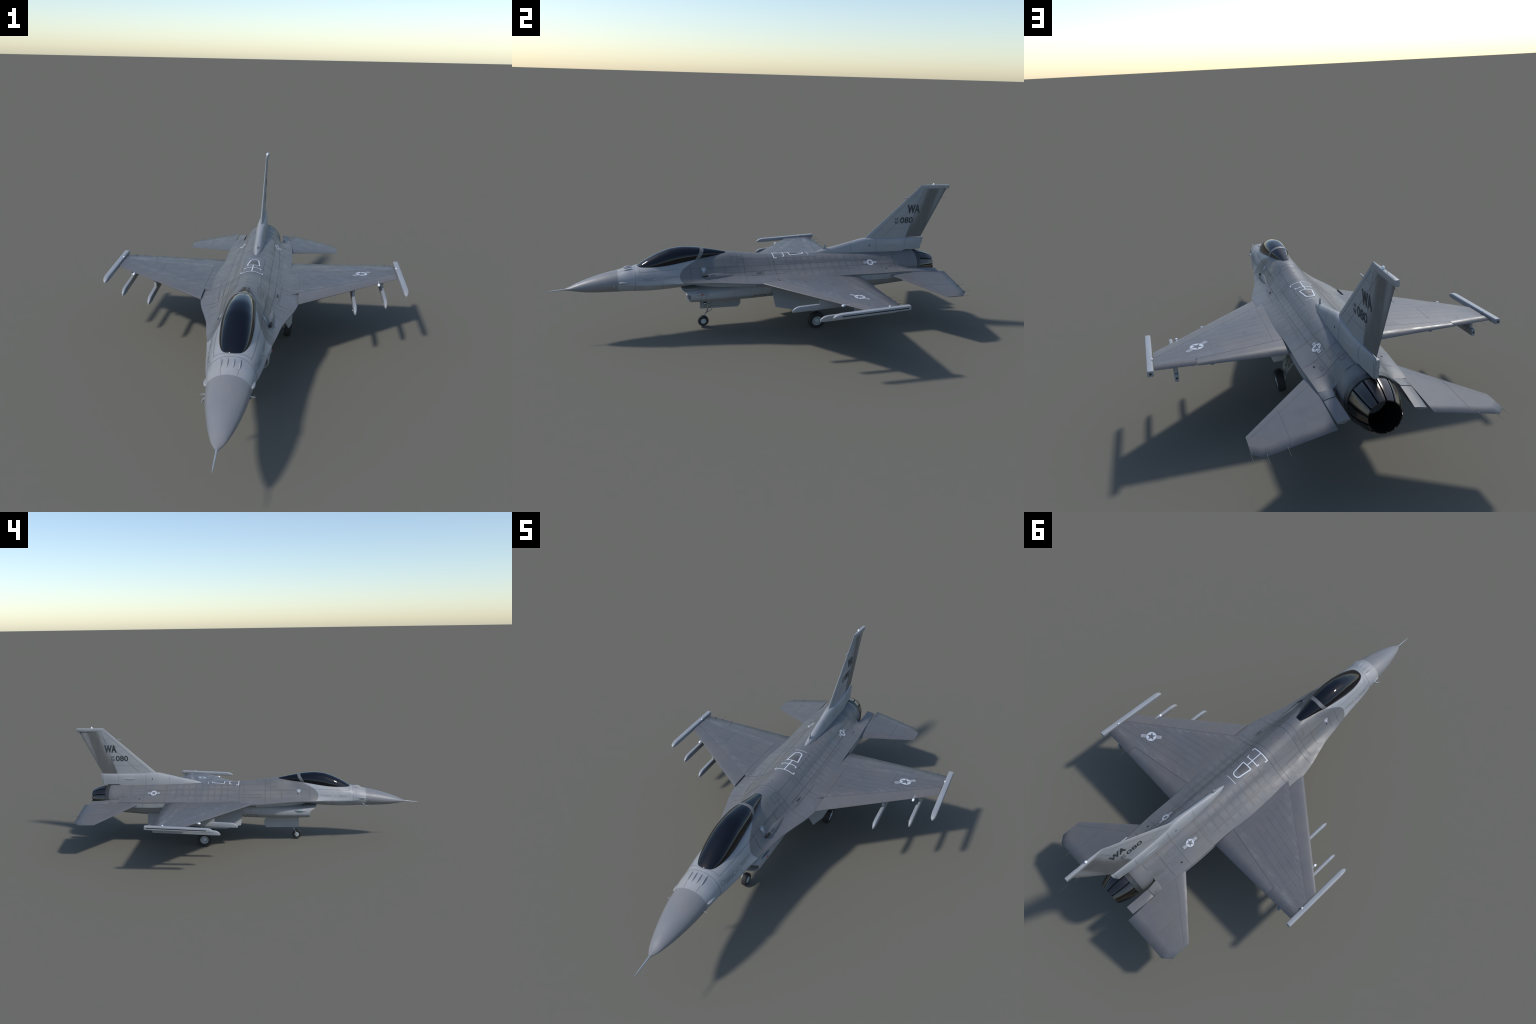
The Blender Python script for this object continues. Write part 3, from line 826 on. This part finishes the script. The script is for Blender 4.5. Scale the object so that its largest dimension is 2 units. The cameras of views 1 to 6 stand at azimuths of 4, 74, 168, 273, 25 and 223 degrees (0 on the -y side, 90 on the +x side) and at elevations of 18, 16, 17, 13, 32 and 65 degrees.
# side blisters and drain holes on the tail housing, vane on the right cockpit side
for s in (1, -1):
    h_, n_, _, _ = hit("dor", (s*.2, .69, .372), (-s, 0, 0))
    blister("housing_blister", .650, .735, .0040, .0030, lambda y, s=s: hit("dor", (s*.2, y, .372), (-s, 0, 0))[0], n_, M_LIGHT, 1.0, DORSAL)
    h_, n_, _, _ = hit("dor", (s*.2, .562, .373), (-s, 0, 0)); u, v = frame_for(n_)
    add("drain_hole", mesh_of("drain_hole", [h_+n_*.0008+(u*math.cos(2*PI*k/14)+v*math.sin(2*PI*k/14))*.0034 for k in range(14)], [tuple(range(14))], fix=False), M_BLACK, DORSAL, angle=None)
q_, n_ = polar(-.297, 180-24)
add("airflow_vane", tube("airflow_vane", [q_-n_*.001+Vector((0,0,.006)), q_+n_*.002, q_+n_*.0025+Vector((0,.008,-.003))], [.0012,.0014,.0008], 8), M_BLACK)
# gun port blister (left side) with dark muzzle and vents
pg, ng = polar(-.25, 14)
blister("gun_fairing", -.305, -.160, .0150, .0065, lambda y: polar(y, 13.0)[0], ng, M_DARK, .62)
gp, gn = polar(-.290, 13.5)
add("gun_port", tube("gun_port", [gp+gn*.0020+Vector((0,-.018,0)), gp+gn*.0034+Vector((0,-.010,0)), gp+gn*.0050+Vector((0,.008,0))], [.0030,.0056,.0054], 14), M_BLACK)
trough = []
for i in range(7):
    y = -.335+.04*i/6; p, n = polar(y, 13.0); trough.append(p+n*.0004)
# small black vent bars behind the muzzle and on the shoulder
def strip_on(pts, w, lift=.0006):
    """Ribbon of width w along surface points (p, n)."""
    V, F = [], []
    for i, (p, n) in enumerate(pts):
        a = pts[max(i-1, 0)][0]; b = pts[min(i+1, len(pts)-1)][0]
        s = (b-a).cross(n).normalized()*(w/2)
        V += [p+s+n*lift, p-s+n*lift]
        if i: F.append((2*i-2, 2*i-1, 2*i+1, 2*i))
    return V, F
class Ribbons:
    def __init__(self): self.V, self.F = [], []
    def add(self, pts, w, lift=.0006):
        pts = [q for q in pts if q[0] is not None]
        if len(pts) < 2: return
        v, f = strip_on(pts, w, lift); o = len(self.V)
        self.V += v; self.F += [tuple(k+o for k in q) for q in f]
    def build(self, name, mat, parent=None, kind=None):
        me = mesh_of(name, self.V, self.F, fix=False); ob = add(name, me, mat, parent, angle=None)
        if kind: ob["kind"] = kind
        return ob
black = Ribbons()
for i in range(3):
    y = -.268+.008*i
    black.add([(lambda q: (q[0]+q[1]*.0069, q[1]))(polar(y, d)) for d in frange(11.0, 15.5, 5)], .0028)
for i, (a, b) in enumerate(((12.6,16.0),(12.6,16.2),(12.4,16.4),(12.0,16.0))):
    y = -.049+.0058*i; black.add([polar(y, d) for d in frange(a, b, 5)], .0030)
black.add([polar(y, 14.2) for y in frange(-.030, -.017, 3)], .0026)
black.build("vent_bars", M_BLACK, fuselage)
for s in (1, -1):
    p, n = polar(.623, 90-s*82.7)
    d = Ribbons(); V, F = [p+n*.0006], []
    u, v = frame_for(n)
    disc = [p+n*.0007+(u*math.cos(2*PI*k/16)+v*math.sin(2*PI*k/16))*.0042 for k in range(16)]
    add("fuel_vent", mesh_of("fuel_vent", disc, [tuple(range(16))], fix=False), M_BLACK, fuselage, angle=None)

# ---------------------------------------------------------------- panel seams
W1 = .0012
seam = Ribbons(); pale = Ribbons()
for s in (1, -1):
    A = lambda d, s=s: d if s > 0 else 180-d
    # ring frames over the back
    for y in (-.135, -.105, .02, .045, .48, .60, .68):
        seam.add([polar(y, A(d)) for d in frange(3, 90, 40)], W1)
    # long runs
    for d0, ya, yb in ((62,-.13,.26),(37,-.30,.60),(20,-.24,.68),(11,-.1,.10)):
        seam.add([polar(y, A(d0)) for y in frange(ya, yb, 70)], W1*.9)
    # cockpit side panels behind the border
    for y in (-.36, -.315, -.20):
        seam.add([polar(y, A(d)) for d in frange(4, 44, 16)], W1)
    seam.add([polar(y, A(40)) for y in frange(-.40, -.13, 24)], W1)
    for ya, yb, da, db in ((-.165,-.115,50,68), (.50,.585,22,40), (.61,.65,35,50), (.665,.70,52,64), (.70,.735,10,14), (.64,.66,10,14), (-.075,-.015,10,19)):
        seam.add([polar(ya, A(d)) for d in frange(da, db, 8)], W1); seam.add([polar(yb, A(d)) for d in frange(da, db, 8)], W1)
        seam.add([polar(y, A(da)) for y in frange(ya, yb, 8)], W1); seam.add([polar(y, A(db)) for y in frange(ya, yb, 8)], W1)
    # pale nose section
    for y in (-.612,):
        pale.add([polar(y, A(d)) for d in frange(-60, 90, 50)], W1)
    pale.add([polar(y, A(40 if y > -.55 else 40)) for y in frange(-.590, -.41, 24)], W1)
    pale.add([polar(-.590-.010*smooth((d-40)/50), A(d)) for d in frange(40, 90, 16)], W1)
    pale.add([polar(-.49, A(d)) for d in frange(-40, 8, 14)], W1)
    pale.add([polar(y, A(62)) for y in frange(-.684, -.614, 12)], W1*.8)
    for d0 in (18, -14):        # round access covers
        p, n = polar(-.590, A(d0)); u, v = frame_for(n); c = []
        for k in range(25):
            q = p+(u*math.cos(2*PI*k/24)+v*math.sin(2*PI*k/24))*.0085
            h_, hn, _, _ = hit("fus", q+n*.05, -n); c.append((h_, hn))
        pale.add(c, W1)
    # underbody
    for y in (-.315, -.29, -.155, -.075, -.02):
        pale.add([polar(y, A(d), "und", .19) for d in frange(-85, 20, 36)], W1)
    for d0, ya, yb in ((-12,-.16,-.02), (-42,-.30,.0), (8,-.12,-.08)):
        pale.add([polar(y, A(d0), "und", .19) for y in frange(ya, yb, 14)], W1)
    for y in (.44, .52, .60, .68):
        pale.add([polar(y, A(d)) for d in frange(-55, -3, 20)], W1)
# centre dots on the back
for y in (-.09, -.055):
    p, n = on_x(y, -.004); u, v = frame_for(n)
    seam.add([(p-u*.003, n), (p+u*.003, n)], .006)
seam.build("panel_seams", M_LINE, fuselage, "stuff"); pale.build("panel_seams_pale", M_LINE_L, fuselage, "stuff")

# ------------------------------------------------------------------- markings
def tri_mesh(polys, cuts=2):
    """Planar polygons (lists of (a,b)) -> subdivided bmesh in the xy plane."""
    bm = bmesh.new()
    for P in polys: bm.faces.new([bm.verts.new((a, b, 0)) for a, b in P])
    bmesh.ops.triangulate(bm, faces=bm.faces)
    if cuts: bmesh.ops.subdivide_edges(bm, edges=bm.edges, cuts=cuts, use_grid_fill=True)
    return bm
def lay(name, bm, mat, o, u, v, n, bv, parent, lift=.0007):
    o, u, v, n = Vector(o), Vector(u).normalized(), Vector(v).normalized(), Vector(n).normalized()
    dead = []
    for w in bm.verts:
        q = o+u*w.co.x+v*w.co.y
        h_, hn, i, _ = BV[bv].ray_cast(q+n*.15, -n, .4)
        if h_ is None: dead.append(w); continue
        if hn.dot(n) < 0: hn = -hn
        w.co = h_+hn*lift
    if dead: bmesh.ops.delete(bm, geom=dead, context='VERTS')
    me = bpy.data.meshes.new(name); bm.to_mesh(me); bm.free()
    return add(name, me, mat, parent, angle=None)
def roundel(r):
    """Star in a disc (star is the bare ground colour) with barred wings."""
    P = []; R = [(math.pi/2+PI*k/5) for k in range(10)]
    star = [((.92*r if k % 2 == 0 else .36*r)*math.cos(t), (.92*r if k % 2 == 0 else .36*r)*math.sin(t)) for k, t in enumerate(R)]
    for k in range(10):
        a, b = star[k], star[(k+1) % 10]; t0, t1 = R[k], R[k]+PI/5
        arc = [(r*math.cos(lerp(t1, t0, i/4)), r*math.sin(lerp(t1, t0, i/4))) for i in range(5)]
        P.append([a, b]+arc)
    for s in (1, -1):
        x0, x1, h = s*1.02*r, s*1.98*r, .30*r
        for lo, hi in ((.62,1.0),(-.19,.19),(-1.0,-.62)):
            P.append([(x0, lo*h), (x1, lo*h), (x1, hi*h), (x0, hi*h)] if s > 0 else [(x1, lo*h), (x0, lo*h), (x0, hi*h), (x1, hi*h)])
        e0, e1 = s*1.90*r, s*1.98*r
        for lo, hi in ((.19,.62),(-.62,-.19)):
            P.append([(min(e0,e1), lo*h), (max(e0,e1), lo*h), (max(e0,e1), hi*h), (min(e0,e1), hi*h)])
    return P
BV["wing"] = bvh_of(WING)
lay("roundel", tri_mesh(roundel(.0238), 2), M_PALE, (.4480,.3285,.27), (.77,.638,0), (.638,-.77,0), (0,0,1), "wing", WING)
for s in (1, -1):
    p, n = polar(.545, 90-s*63.5)
    nn = Vector((s*.75, 0, .66)).normalized()
    lay("roundel", tri_mesh(roundel(.0175), 3), M_PALE, p, (0,s,0), Vector((0,s,0)).cross(nn)*(-1), nn, "fus", fuselage)

def text_bm(body, a0, a1, b0, b1, bold=0.0):
    """Built-in font text fitted to a box (a0..a1, b0..b1)."""
    cu = bpy.data.curves.new("t", 'FONT'); cu.body = body; cu.offset = bold; cu.resolution_u = 3
    ob = bpy.data.objects.new("t", cu); bpy.context.scene.collection.objects.link(ob)
    me = bpy.data.meshes.new_from_object(ob.evaluated_get(bpy.context.evaluated_depsgraph_get()))
    bpy.data.objects.remove(ob); bpy.data.curves.remove(cu)
    bm = bmesh.new(); bm.from_mesh(me); bpy.data.meshes.remove(me)
    xs = [v.co.x for v in bm.verts]; ysv = [v.co.y for v in bm.verts]
    X0, X1, Y0, Y1 = min(xs), max(xs), min(ysv), max(ysv)
    for v in bm.verts:
        v.co.x = lerp(a0, a1, (v.co.x-X0)/(X1-X0)); v.co.y = lerp(b0, b1, (v.co.y-Y0)/(Y1-Y0)); v.co.z = 0
    bmesh.ops.triangulate(bm, faces=bm.faces)
    bmesh.ops.subdivide_edges(bm, edges=bm.edges, cuts=2, use_grid_fill=True)
    return bm
bm = bmesh.new(); bm.from_mesh(FIN.data); bm.from_mesh(RUDOB.data); BV["fin"] = BVHTree.FromBMesh(bm); bm.free()
for s in (1, -1):
    # a runs to the viewer's right: +y on the left side (+x), -y on the right side
    def fin_text(name, body, y0, y1, z0, z1, bold=0.0):
        a = (y0, y1) if s > 0 else (-y1, -y0)
        lay(name, text_bm(body, a[0], a[1], z0, z1, bold), M_TEXT, (s*.0,0,0), (0,s,0), (0,0,1), (s,0,0), "fin", FIN, .0009)
    fin_text("tail_code", "WA", .769, .841, .5285, .5745, .042)
    if s > 0:
        fin_text("serial_number", "080", .732, .806, .478, .5105, .018); fin_text("serial_prefix", "AF", .701, .722, .496, .5085); fin_text("serial_prefix", "90", .701, .723, .4775, .491)
    else:
        fin_text("serial_number", "080", .703, .776, .478, .5105, .018); fin_text("serial_prefix", "AF", .783, .805, .496, .5085); fin_text("serial_prefix", "90", .783, .806, .4775, .491)

# refuelling receptacle outline on the back
def bar(x0, y0, x1, y1, w=.0042):
    return [on_x(lerp(y0, y1, i/10), lerp(x0, x1, i/10)) for i in range(11)], w
rf = Ribbons()
for b in (bar(.041,.0515,-.041,.0515,.0045), bar(.041,.050,.0405,.066,.0045), bar(-.041,.050,-.0405,.066,.0045), bar(0,.053,0,.137,.0040),
          bar(.031,.105,-.031,.105,.0042), bar(.031,.094,.031,.107,.0042), bar(-.031,.094,-.031,.107,.0042), bar(.0255,.1365,-.0255,.1365,.0045), bar(.0275,.232,-.0275,.232,.0022)):
    rf.add(b[0], b[1]*1.08, .0008)
loop = []
for i in range(33):
    t = i/32
    if t < .3: x, y = lerp(-.0245, -.0175, t/.3), lerp(.137, .190, t/.3)
    elif t > .7: x, y = lerp(.0175, .0245, (t-.7)/.3), lerp(.190, .137, (t-.7)/.3)
    else:
        a = PI*(t-.3)/.4; x, y = -.0175*math.cos(a), .190+.020*math.sin(a)**.7
    loop.append(on_x(y, x))
rf.add(loop, .0052, .0009); rf.build("refuelling_marks", M_CHALK, fuselage)
M_WORN = plain_paint("worn_receptacle", (.090, .087, .085), .5)
bmr = tri_mesh([[(-.0195,.1405),(.0195,.1405),(.0150,.184),(-.0150,.184)]], 8)
lay("receptacle_door", bmr, M_WORN, (0,0,.4), (1,0,0), (0,1,0), (0,0,1), "fus", fuselage, .0008)

# ejection-seat triangles, rescue arrows and stencils on both sides of the cockpit
def tri_mark():
    P = []; 
    def ring(R, r):
        o = [(R*math.cos(-PI/2+2*PI*k/3), R*math.sin(-PI/2+2*PI*k/3)) for k in range(3)]
        q = [(r*math.cos(-PI/2+2*PI*k/3), r*math.sin(-PI/2+2*PI*k/3)) for k in range(3)]
        for k in range(3): P.append([o[k], o[(k+1) % 3], q[(k+1) % 3], q[k]])
    ring(.0150, .0120)
    P.append([(.0085*math.cos(-PI/2+2*PI*k/3), .0085*math.sin(-PI/2+2*PI*k/3)) for k in range(3)])
    P.append([(-.009,.0095),(.009,.0095),(.009,.0112),(-.009,.0112)])
    return P
for s in (1, -1):
    p, n = polar(-.299, 90-s*56.5); nn = Vector((s*.8, 0, .6))
    up = Vector((-s*.6, 0, .8))
    lay("seat_triangle", tri_mesh(tri_mark(), 2), M_PALE, p, (0,s,0), up, nn, "fus", fuselage)
    n2 = Vector((s*.93, 0, .37)).normalized(); up2 = Vector((-s*n2.z, 0, abs(n2.x)))
    def side(name, bmx, y, z):
        lay(name, bmx, M_STENCIL, (s*.09, y, z), (0,s,0), up2, n2, "fus", fuselage, .0006)
    # a = offset to the viewer's right
    side("rescue_lettering", text_bm("RESCUE", -.020, .020, -.0040, .0040, .004), -.552, .286)
    q = lambda pts: [(a*s, b) for a, b in pts] if s > 0 else [(a*s, b) for a, b in pts][::-1]
    t_ = .0011; arrow = []
    def seg(x0, y0, x1, y1):
        d = Vector((x1-x0, y1-y0)); e = Vector((-d.y, d.x)).normalized()*(t_/2)
        arrow.append([(x0+e.x, y0+e.y), (x0-e.x, y0-e.y), (x1-e.x, y1-e.y), (x1+e.x, y1+e.y)])
    out = [(-.025*1,-.0062),(.026,-.0062),(.026,-.010),(.041,0),(.026,.010),(.026,.0062),(-.025,.0062)]
    out = [(a*s, b) for a, b in out]
    for i in range(len(out)): seg(*out[i], *out[(i+1) % len(out)])
    sq = [(a*s, b) for a, b in ((.043,-.006),(.054,-.006),(.054,.006),(.043,.006))]
    for i in range(4): seg(*sq[i], *sq[(i+1) % 4])
    side("rescue_arrow", tri_mesh(arrow, 1), -.552, .286)
    lines = []; rnd = random.Random(3)
    for r_, wmax in ((.0045,.060),(0,.058),(-.0045,.034)):
        a = 0.0
        while a < wmax:
            w_ = rnd.uniform(.004, .010); lines.append([((a)*s, r_-.0009), ((a+w_)*s, r_-.0009), ((a+w_)*s, r_+.0009), (a*s, r_+.0009)]); a += w_+.0022
    side("stencil_lines", tri_mesh(lines, 0), -.486, .288)

# seams on wings, tailplanes and fin
ws = Ribbons()
def wpt(x, c, s, up=True):
    L, T = wing_le(x), wing_te(x); th = half_t(c)*(T-L)*lerp(1.30, 1.15, (x-.12)/.48)
    return (Vector((s*x, L+c*(T-L), wing_z(x, c)+th)), Vector((0, 0, 1)))
for s in (1, -1):
    for y0 in (.125, .155, .186, .216, .25, .283, .316):      # spar lines parallel to the flaperon hinge
        pts = []
        for x in frange(.195, .588, 30):
            y = y0+.200*(x-.19); c = (y-wing_le(x))/(wing_te(x)-wing_le(x))
            if c > flap_c(x)+.02: pts.append(wpt(x, c, s))
        ws.add(pts, .0005)
    for x in (.186,):
        ws.add([wpt(x, c, s) for c in frange(flap_c(x)+.01, flaperon_c(x)-.01, 16)], W1*.8)
    ws.add([wpt(.40, c, s) for c in frange(.40, .72, 10)], W1*.7)
    for x, c, r in ((.215,.36,.009),(.235,.47,.006),(.27,.56,.008)):
        L, T = wing_le(x), wing_te(x)
        ws.add([wpt(x+r*math.cos(2*PI*k/20), c+r*math.sin(2*PI*k/20)/(T-L), s) for k in range(21)], W1*.8)
for s in (1, -1):
    BV["tp"] = bvh_of(TAIL)
    for x0 in (.262,):
        pts = []
        for y in frange(.735, .930, 14):
            q, n_, _, _ = hit("tp", (x0, y, 1), (0, 0, -1))
            if q is not None: pts.append((Vector((s*q.x, q.y, q.z)), Vector((s*n_.x, n_.y, n_.z))))
        ws.add(pts, W1*.8)
    pts = []
    for x in frange(.15, .365, 14):
        q, n_, _, _ = hit("tp", (x, lerp(.690, .838, (x-.15)/.215), 1), (0, 0, -1))
        if q is not None: pts.append((Vector((s*q.x, q.y, q.z)), Vector((s*n_.x, n_.y, n_.z))))
    ws.add(pts, .0006)
ws.build("wing_seams", M_LINE_W, WING, "stuff")
fs = Ribbons()
for s in (1, -1):
    def fpt(y, z, s=s):
        p, n, i, _ = BV["fin"].ray_cast(Vector((s*.2, y, z)), Vector((-s, 0, 0)), 1)
        return (p, n)
    for off in (.030, .095):
        fs.add([fpt(fin_le(z)+off*lerp(1, .72, (z-.41)/.24), z) for z in frange(.412, .650, 14)], W1)
    fs.add([fpt(hinge_y(z)-.004, z) for z in frange(.412, .65, 14)], W1)
    for z in (.45, .565, .61):
        fs.add([fpt(y, z) for y in frange(fin_le(z)+.032, hinge_y(z)-.006, 8)], W1*.7)
fs.build("fin_seams", M_LINE_L, FIN, "stuff")
ds = Ribbons()
for s in (1, -1):
    for y in (.46, .60, .765):
        ds.add([(p, n) for p, n in ((lambda h_: (h_[0], h_[1]))(hit("dor", (s*.2, y, z), (-s, 0, 0))) for z in frange(D_BOT(y)+.014, D_TOP(y)-.003, 10))], W1)
ds.build("dorsal_seams", M_LINE_L, DORSAL, "stuff")

# --------------------------------------------------------------- landing gear
def wheel(parent_name, c, r, w, rim_r, side, spokes):
    """Wheel with axle along x.  side: direction of the outer face."""
    cx, cy, cz = c; h = w/2
    prof = [(-h*.72, rim_r),(-h*.95, rim_r+.003),(-h, lerp(rim_r, r, .45)),(-h*.92, r*.93),(-h*.62, r*.985),(-h*.3, r),(0, r*1.0),(h*.3, r),(h*.62, r*.985),(h*.92, r*.93),(h, lerp(rim_r, r, .45)),(h*.95, rim_r+.003),(h*.72, rim_r)]
    ty = revolve("tyre", prof, c, 'x', 56, close=True)
    rim = revolve("wheel_rim", [(-h*.7, .001),(-h*.7, rim_r),(-h*.6, rim_r*.98),(h*.6, rim_r*.98),(h*.86, rim_r),(h*.86, rim_r*.88),(h*.60, rim_r*.80),(h*.60, rim_r*.42),(h*.95, rim_r*.34),(h*1.02, rim_r*.28),(h*1.02, .001)], c, 'x', 48)
    if side < 0:
        for m in (rim,):
            for v in m.vertices: v.co.x = 2*cx-v.co.x
            bm = bmesh.new(); bm.from_mesh(m); bmesh.ops.reverse_faces(bm, faces=bm.faces); bm.to_mesh(m); bm.free()
    slots = []
    for k in range(spokes):
        a = 2*PI*k/spokes; rr = rim_r*.68
        o = Vector((cx+side*h*.615, cy+rr*math.cos(a), cz+rr*math.sin(a)))
        e = Vector((0, math.cos(a), math.sin(a))); t = Vector((0, -math.sin(a), math.cos(a)))
        V = [o+e*(i*rim_r*.13)+t*(j*rim_r*.055)+Vector((k2*.0006, 0, 0)) for k2 in (-1, 1) for i, j in ((-1,-1),(1,-1),(1,1),(-1,1))]
        slots.append(mesh_of("s", V, [(0,1,2,3),(4,5,6,7),(0,1,5,4),(1,2,6,5),(2,3,7,6),(3,0,4,7)]))
    return ty, rim, slots
# nose gear
ng = add("nose_gear", join_meshes("nose_gear", [
    tube("a", [(-.003,-.2545,.150),(-.003,-.262,.108)], [.0062,.0060], 14),
    tube("b", [(-.016,-.288,.0265),(-.0165,-.280,.046),(-.013,-.273,.062),(-.004,-.268,.074)], [.0052,.0042,.0038,.0042], 10),
    tube("c", [(-.018,-.288,.0265),(.010,-.288,.0265)], .0028, 10),
    tube("d", [(-.002,-.252,.094),(-.002,-.244,.082),(-.004,-.266,.066)], [.0020,.0022,.0020], 8),
    tube("e", [(-.004,-.262,.118),(-.004,-.180,.142)], [.0026,.0026], 8),
    tube("f", [(-.016,-.260,.112),(.010,-.260,.112)], [.0036,.0036], 10)]), M_STRUT)
add("oleo", tube("oleo", [(-.003,-.262,.112),(-.003,-.269,.070)], .0042, 12), M_CHROME, ng)
ty, rim, sl = wheel("w", (.001,-.2885,.0265), .0265, .020, .0135, 1, 1)
add("tyre", ty, M_TYRE, ng); add("wheel_rim", rim, M_RIM, ng)
lampm = revolve("landing_lamp", [(0,.001),(.0,.0075),(.004,.0082),(.010,.006),(.012,.001)], (-.006,-.285,.112), 'y', 18)
add("landing_lamp", lampm, M_CHROME, ng)
# nose gear door (hangs on the right side) with ribs on its inner face
dp = [(-.300,.142),(-.300,.0795),(-.1085,.0765),(-.0955,.0945),(-.0955,.117),(-.106,.142)]
dx = lambda b: -.028-(b-.142)*.02
nd = add("gear_door", bevelled(prism("gear_door", dp, .0035, lambda a, b, t: (dx(b)+t, a, b)), .001), M_LIGHT)
ribs = [tube("r", [(-.0245,lerp(-.27,-.13,t),.122+.010*math.sin(6*t)-.022*smooth((t-.55)/.4)) for t in frange(0,1,16)], .0022, 8),
        tube("r", [(-.0245,-.29,.090),(-.0245,-.125,.087)], .0020, 8), tube("r", [(-.0245,-.118,.092),(-.0245,-.108,.105),(-.0245,-.108,.128)], .0016, 8)]
add("door_rib", join_meshes("door_rib", ribs), M_LIGHT, nd)
add("gear_bay", box("gear_bay", -.025,.028,-.300,-.105,.1366,.142), M_BLACK)
# main gear
for s in (1, -1):
    C = (s*.1455,.2470,.0442)
    mg = add("main_gear", join_meshes("main_gear", [
        tube("a", [(s*.098,.222,.196),(s*.114,.236,.120),(s*.126,.246,.066),(s*.128,.247,.046)], [.0105,.0095,.0085,.0075], 14),
        tube("b", [(s*.122,.247,.044),(s*.150,.247,.044)], .0065, 12),
        tube("c", [(s*.060,.300,.160),(s*.100,.272,.112),(s*.123,.250,.062)], [.0045,.0050,.0045], 10),
        tube("d", [(s*.085,.150,.170),(s*.110,.200,.118),(s*.122,.240,.075)], [.0040,.0045,.0040], 10),
        tube("e", [(s*.095,.245,.15),(s*.112,.262,.110),(s*.120,.258,.075)], [.003,.004,.003], 8),
        tube("f", [(s*.1190,.228,.098),(s*.1190,.262,.098)], [.0075,.0075], 10)]), M_STRUT)
    ty, rim, sl = wheel("w", C, .0440, .0300, .0235, s, 14)
    cam = Matrix.Translation(C) @ Matrix.Rotation(math.radians(7.5)*s, 4, 'Y') @ Matrix.Translation(-Vector(C))
    for m_ in [ty, rim]+sl: m_.transform(cam)
    t = add("tyre", ty, M_TYRE, mg); add("wheel_rim", rim, M_RIM, mg)
    add("rim_slots", join_meshes("rim_slots", sl), M_BLACK, mg)
    # side door hanging outboard of the leg
    P = [(.026,1.0),(.034,0.0),(.12,-.22),(.235,-.22),(.305,.28),(.305,1.0)]
    hi, lo = Vector((s*.104, 0, .205)), Vector((s*.151, 0, .1300))
    door = prism("gear_door", P, .004, lambda a, b, t: tuple(lo.lerp(hi, b)+Vector((t*s*.85, a, t*.5))))
    door = bevelled(door, .0012)
    g = add("gear_door", door, M_LIGHT)
    bay = box("gear_bay", s*.05, s*.090, .06, .28, .145, .190)
    add("gear_bay", bay, M_BLACK)

# intake side details: outlined access hatch ahead of the wheel bay
hs = Ribbons()
for s in (1, -1):
    A = lambda d, s=s: d if s > 0 else 180-d
    c = [(-.058,-8),(-.056,-30),(-.008,-30),(.000,-8),(-.058,-8)]
    for i in range(4):
        (y0, d0), (y1, d1) = c[i], c[i+1]
        hs.add([polar(lerp(y0, y1, k/8), A(lerp(d0, d1, k/8)), "und", .19) for k in range(9)], .0022)
hs.build("hatch_outline", M_BLACK, air_intake)
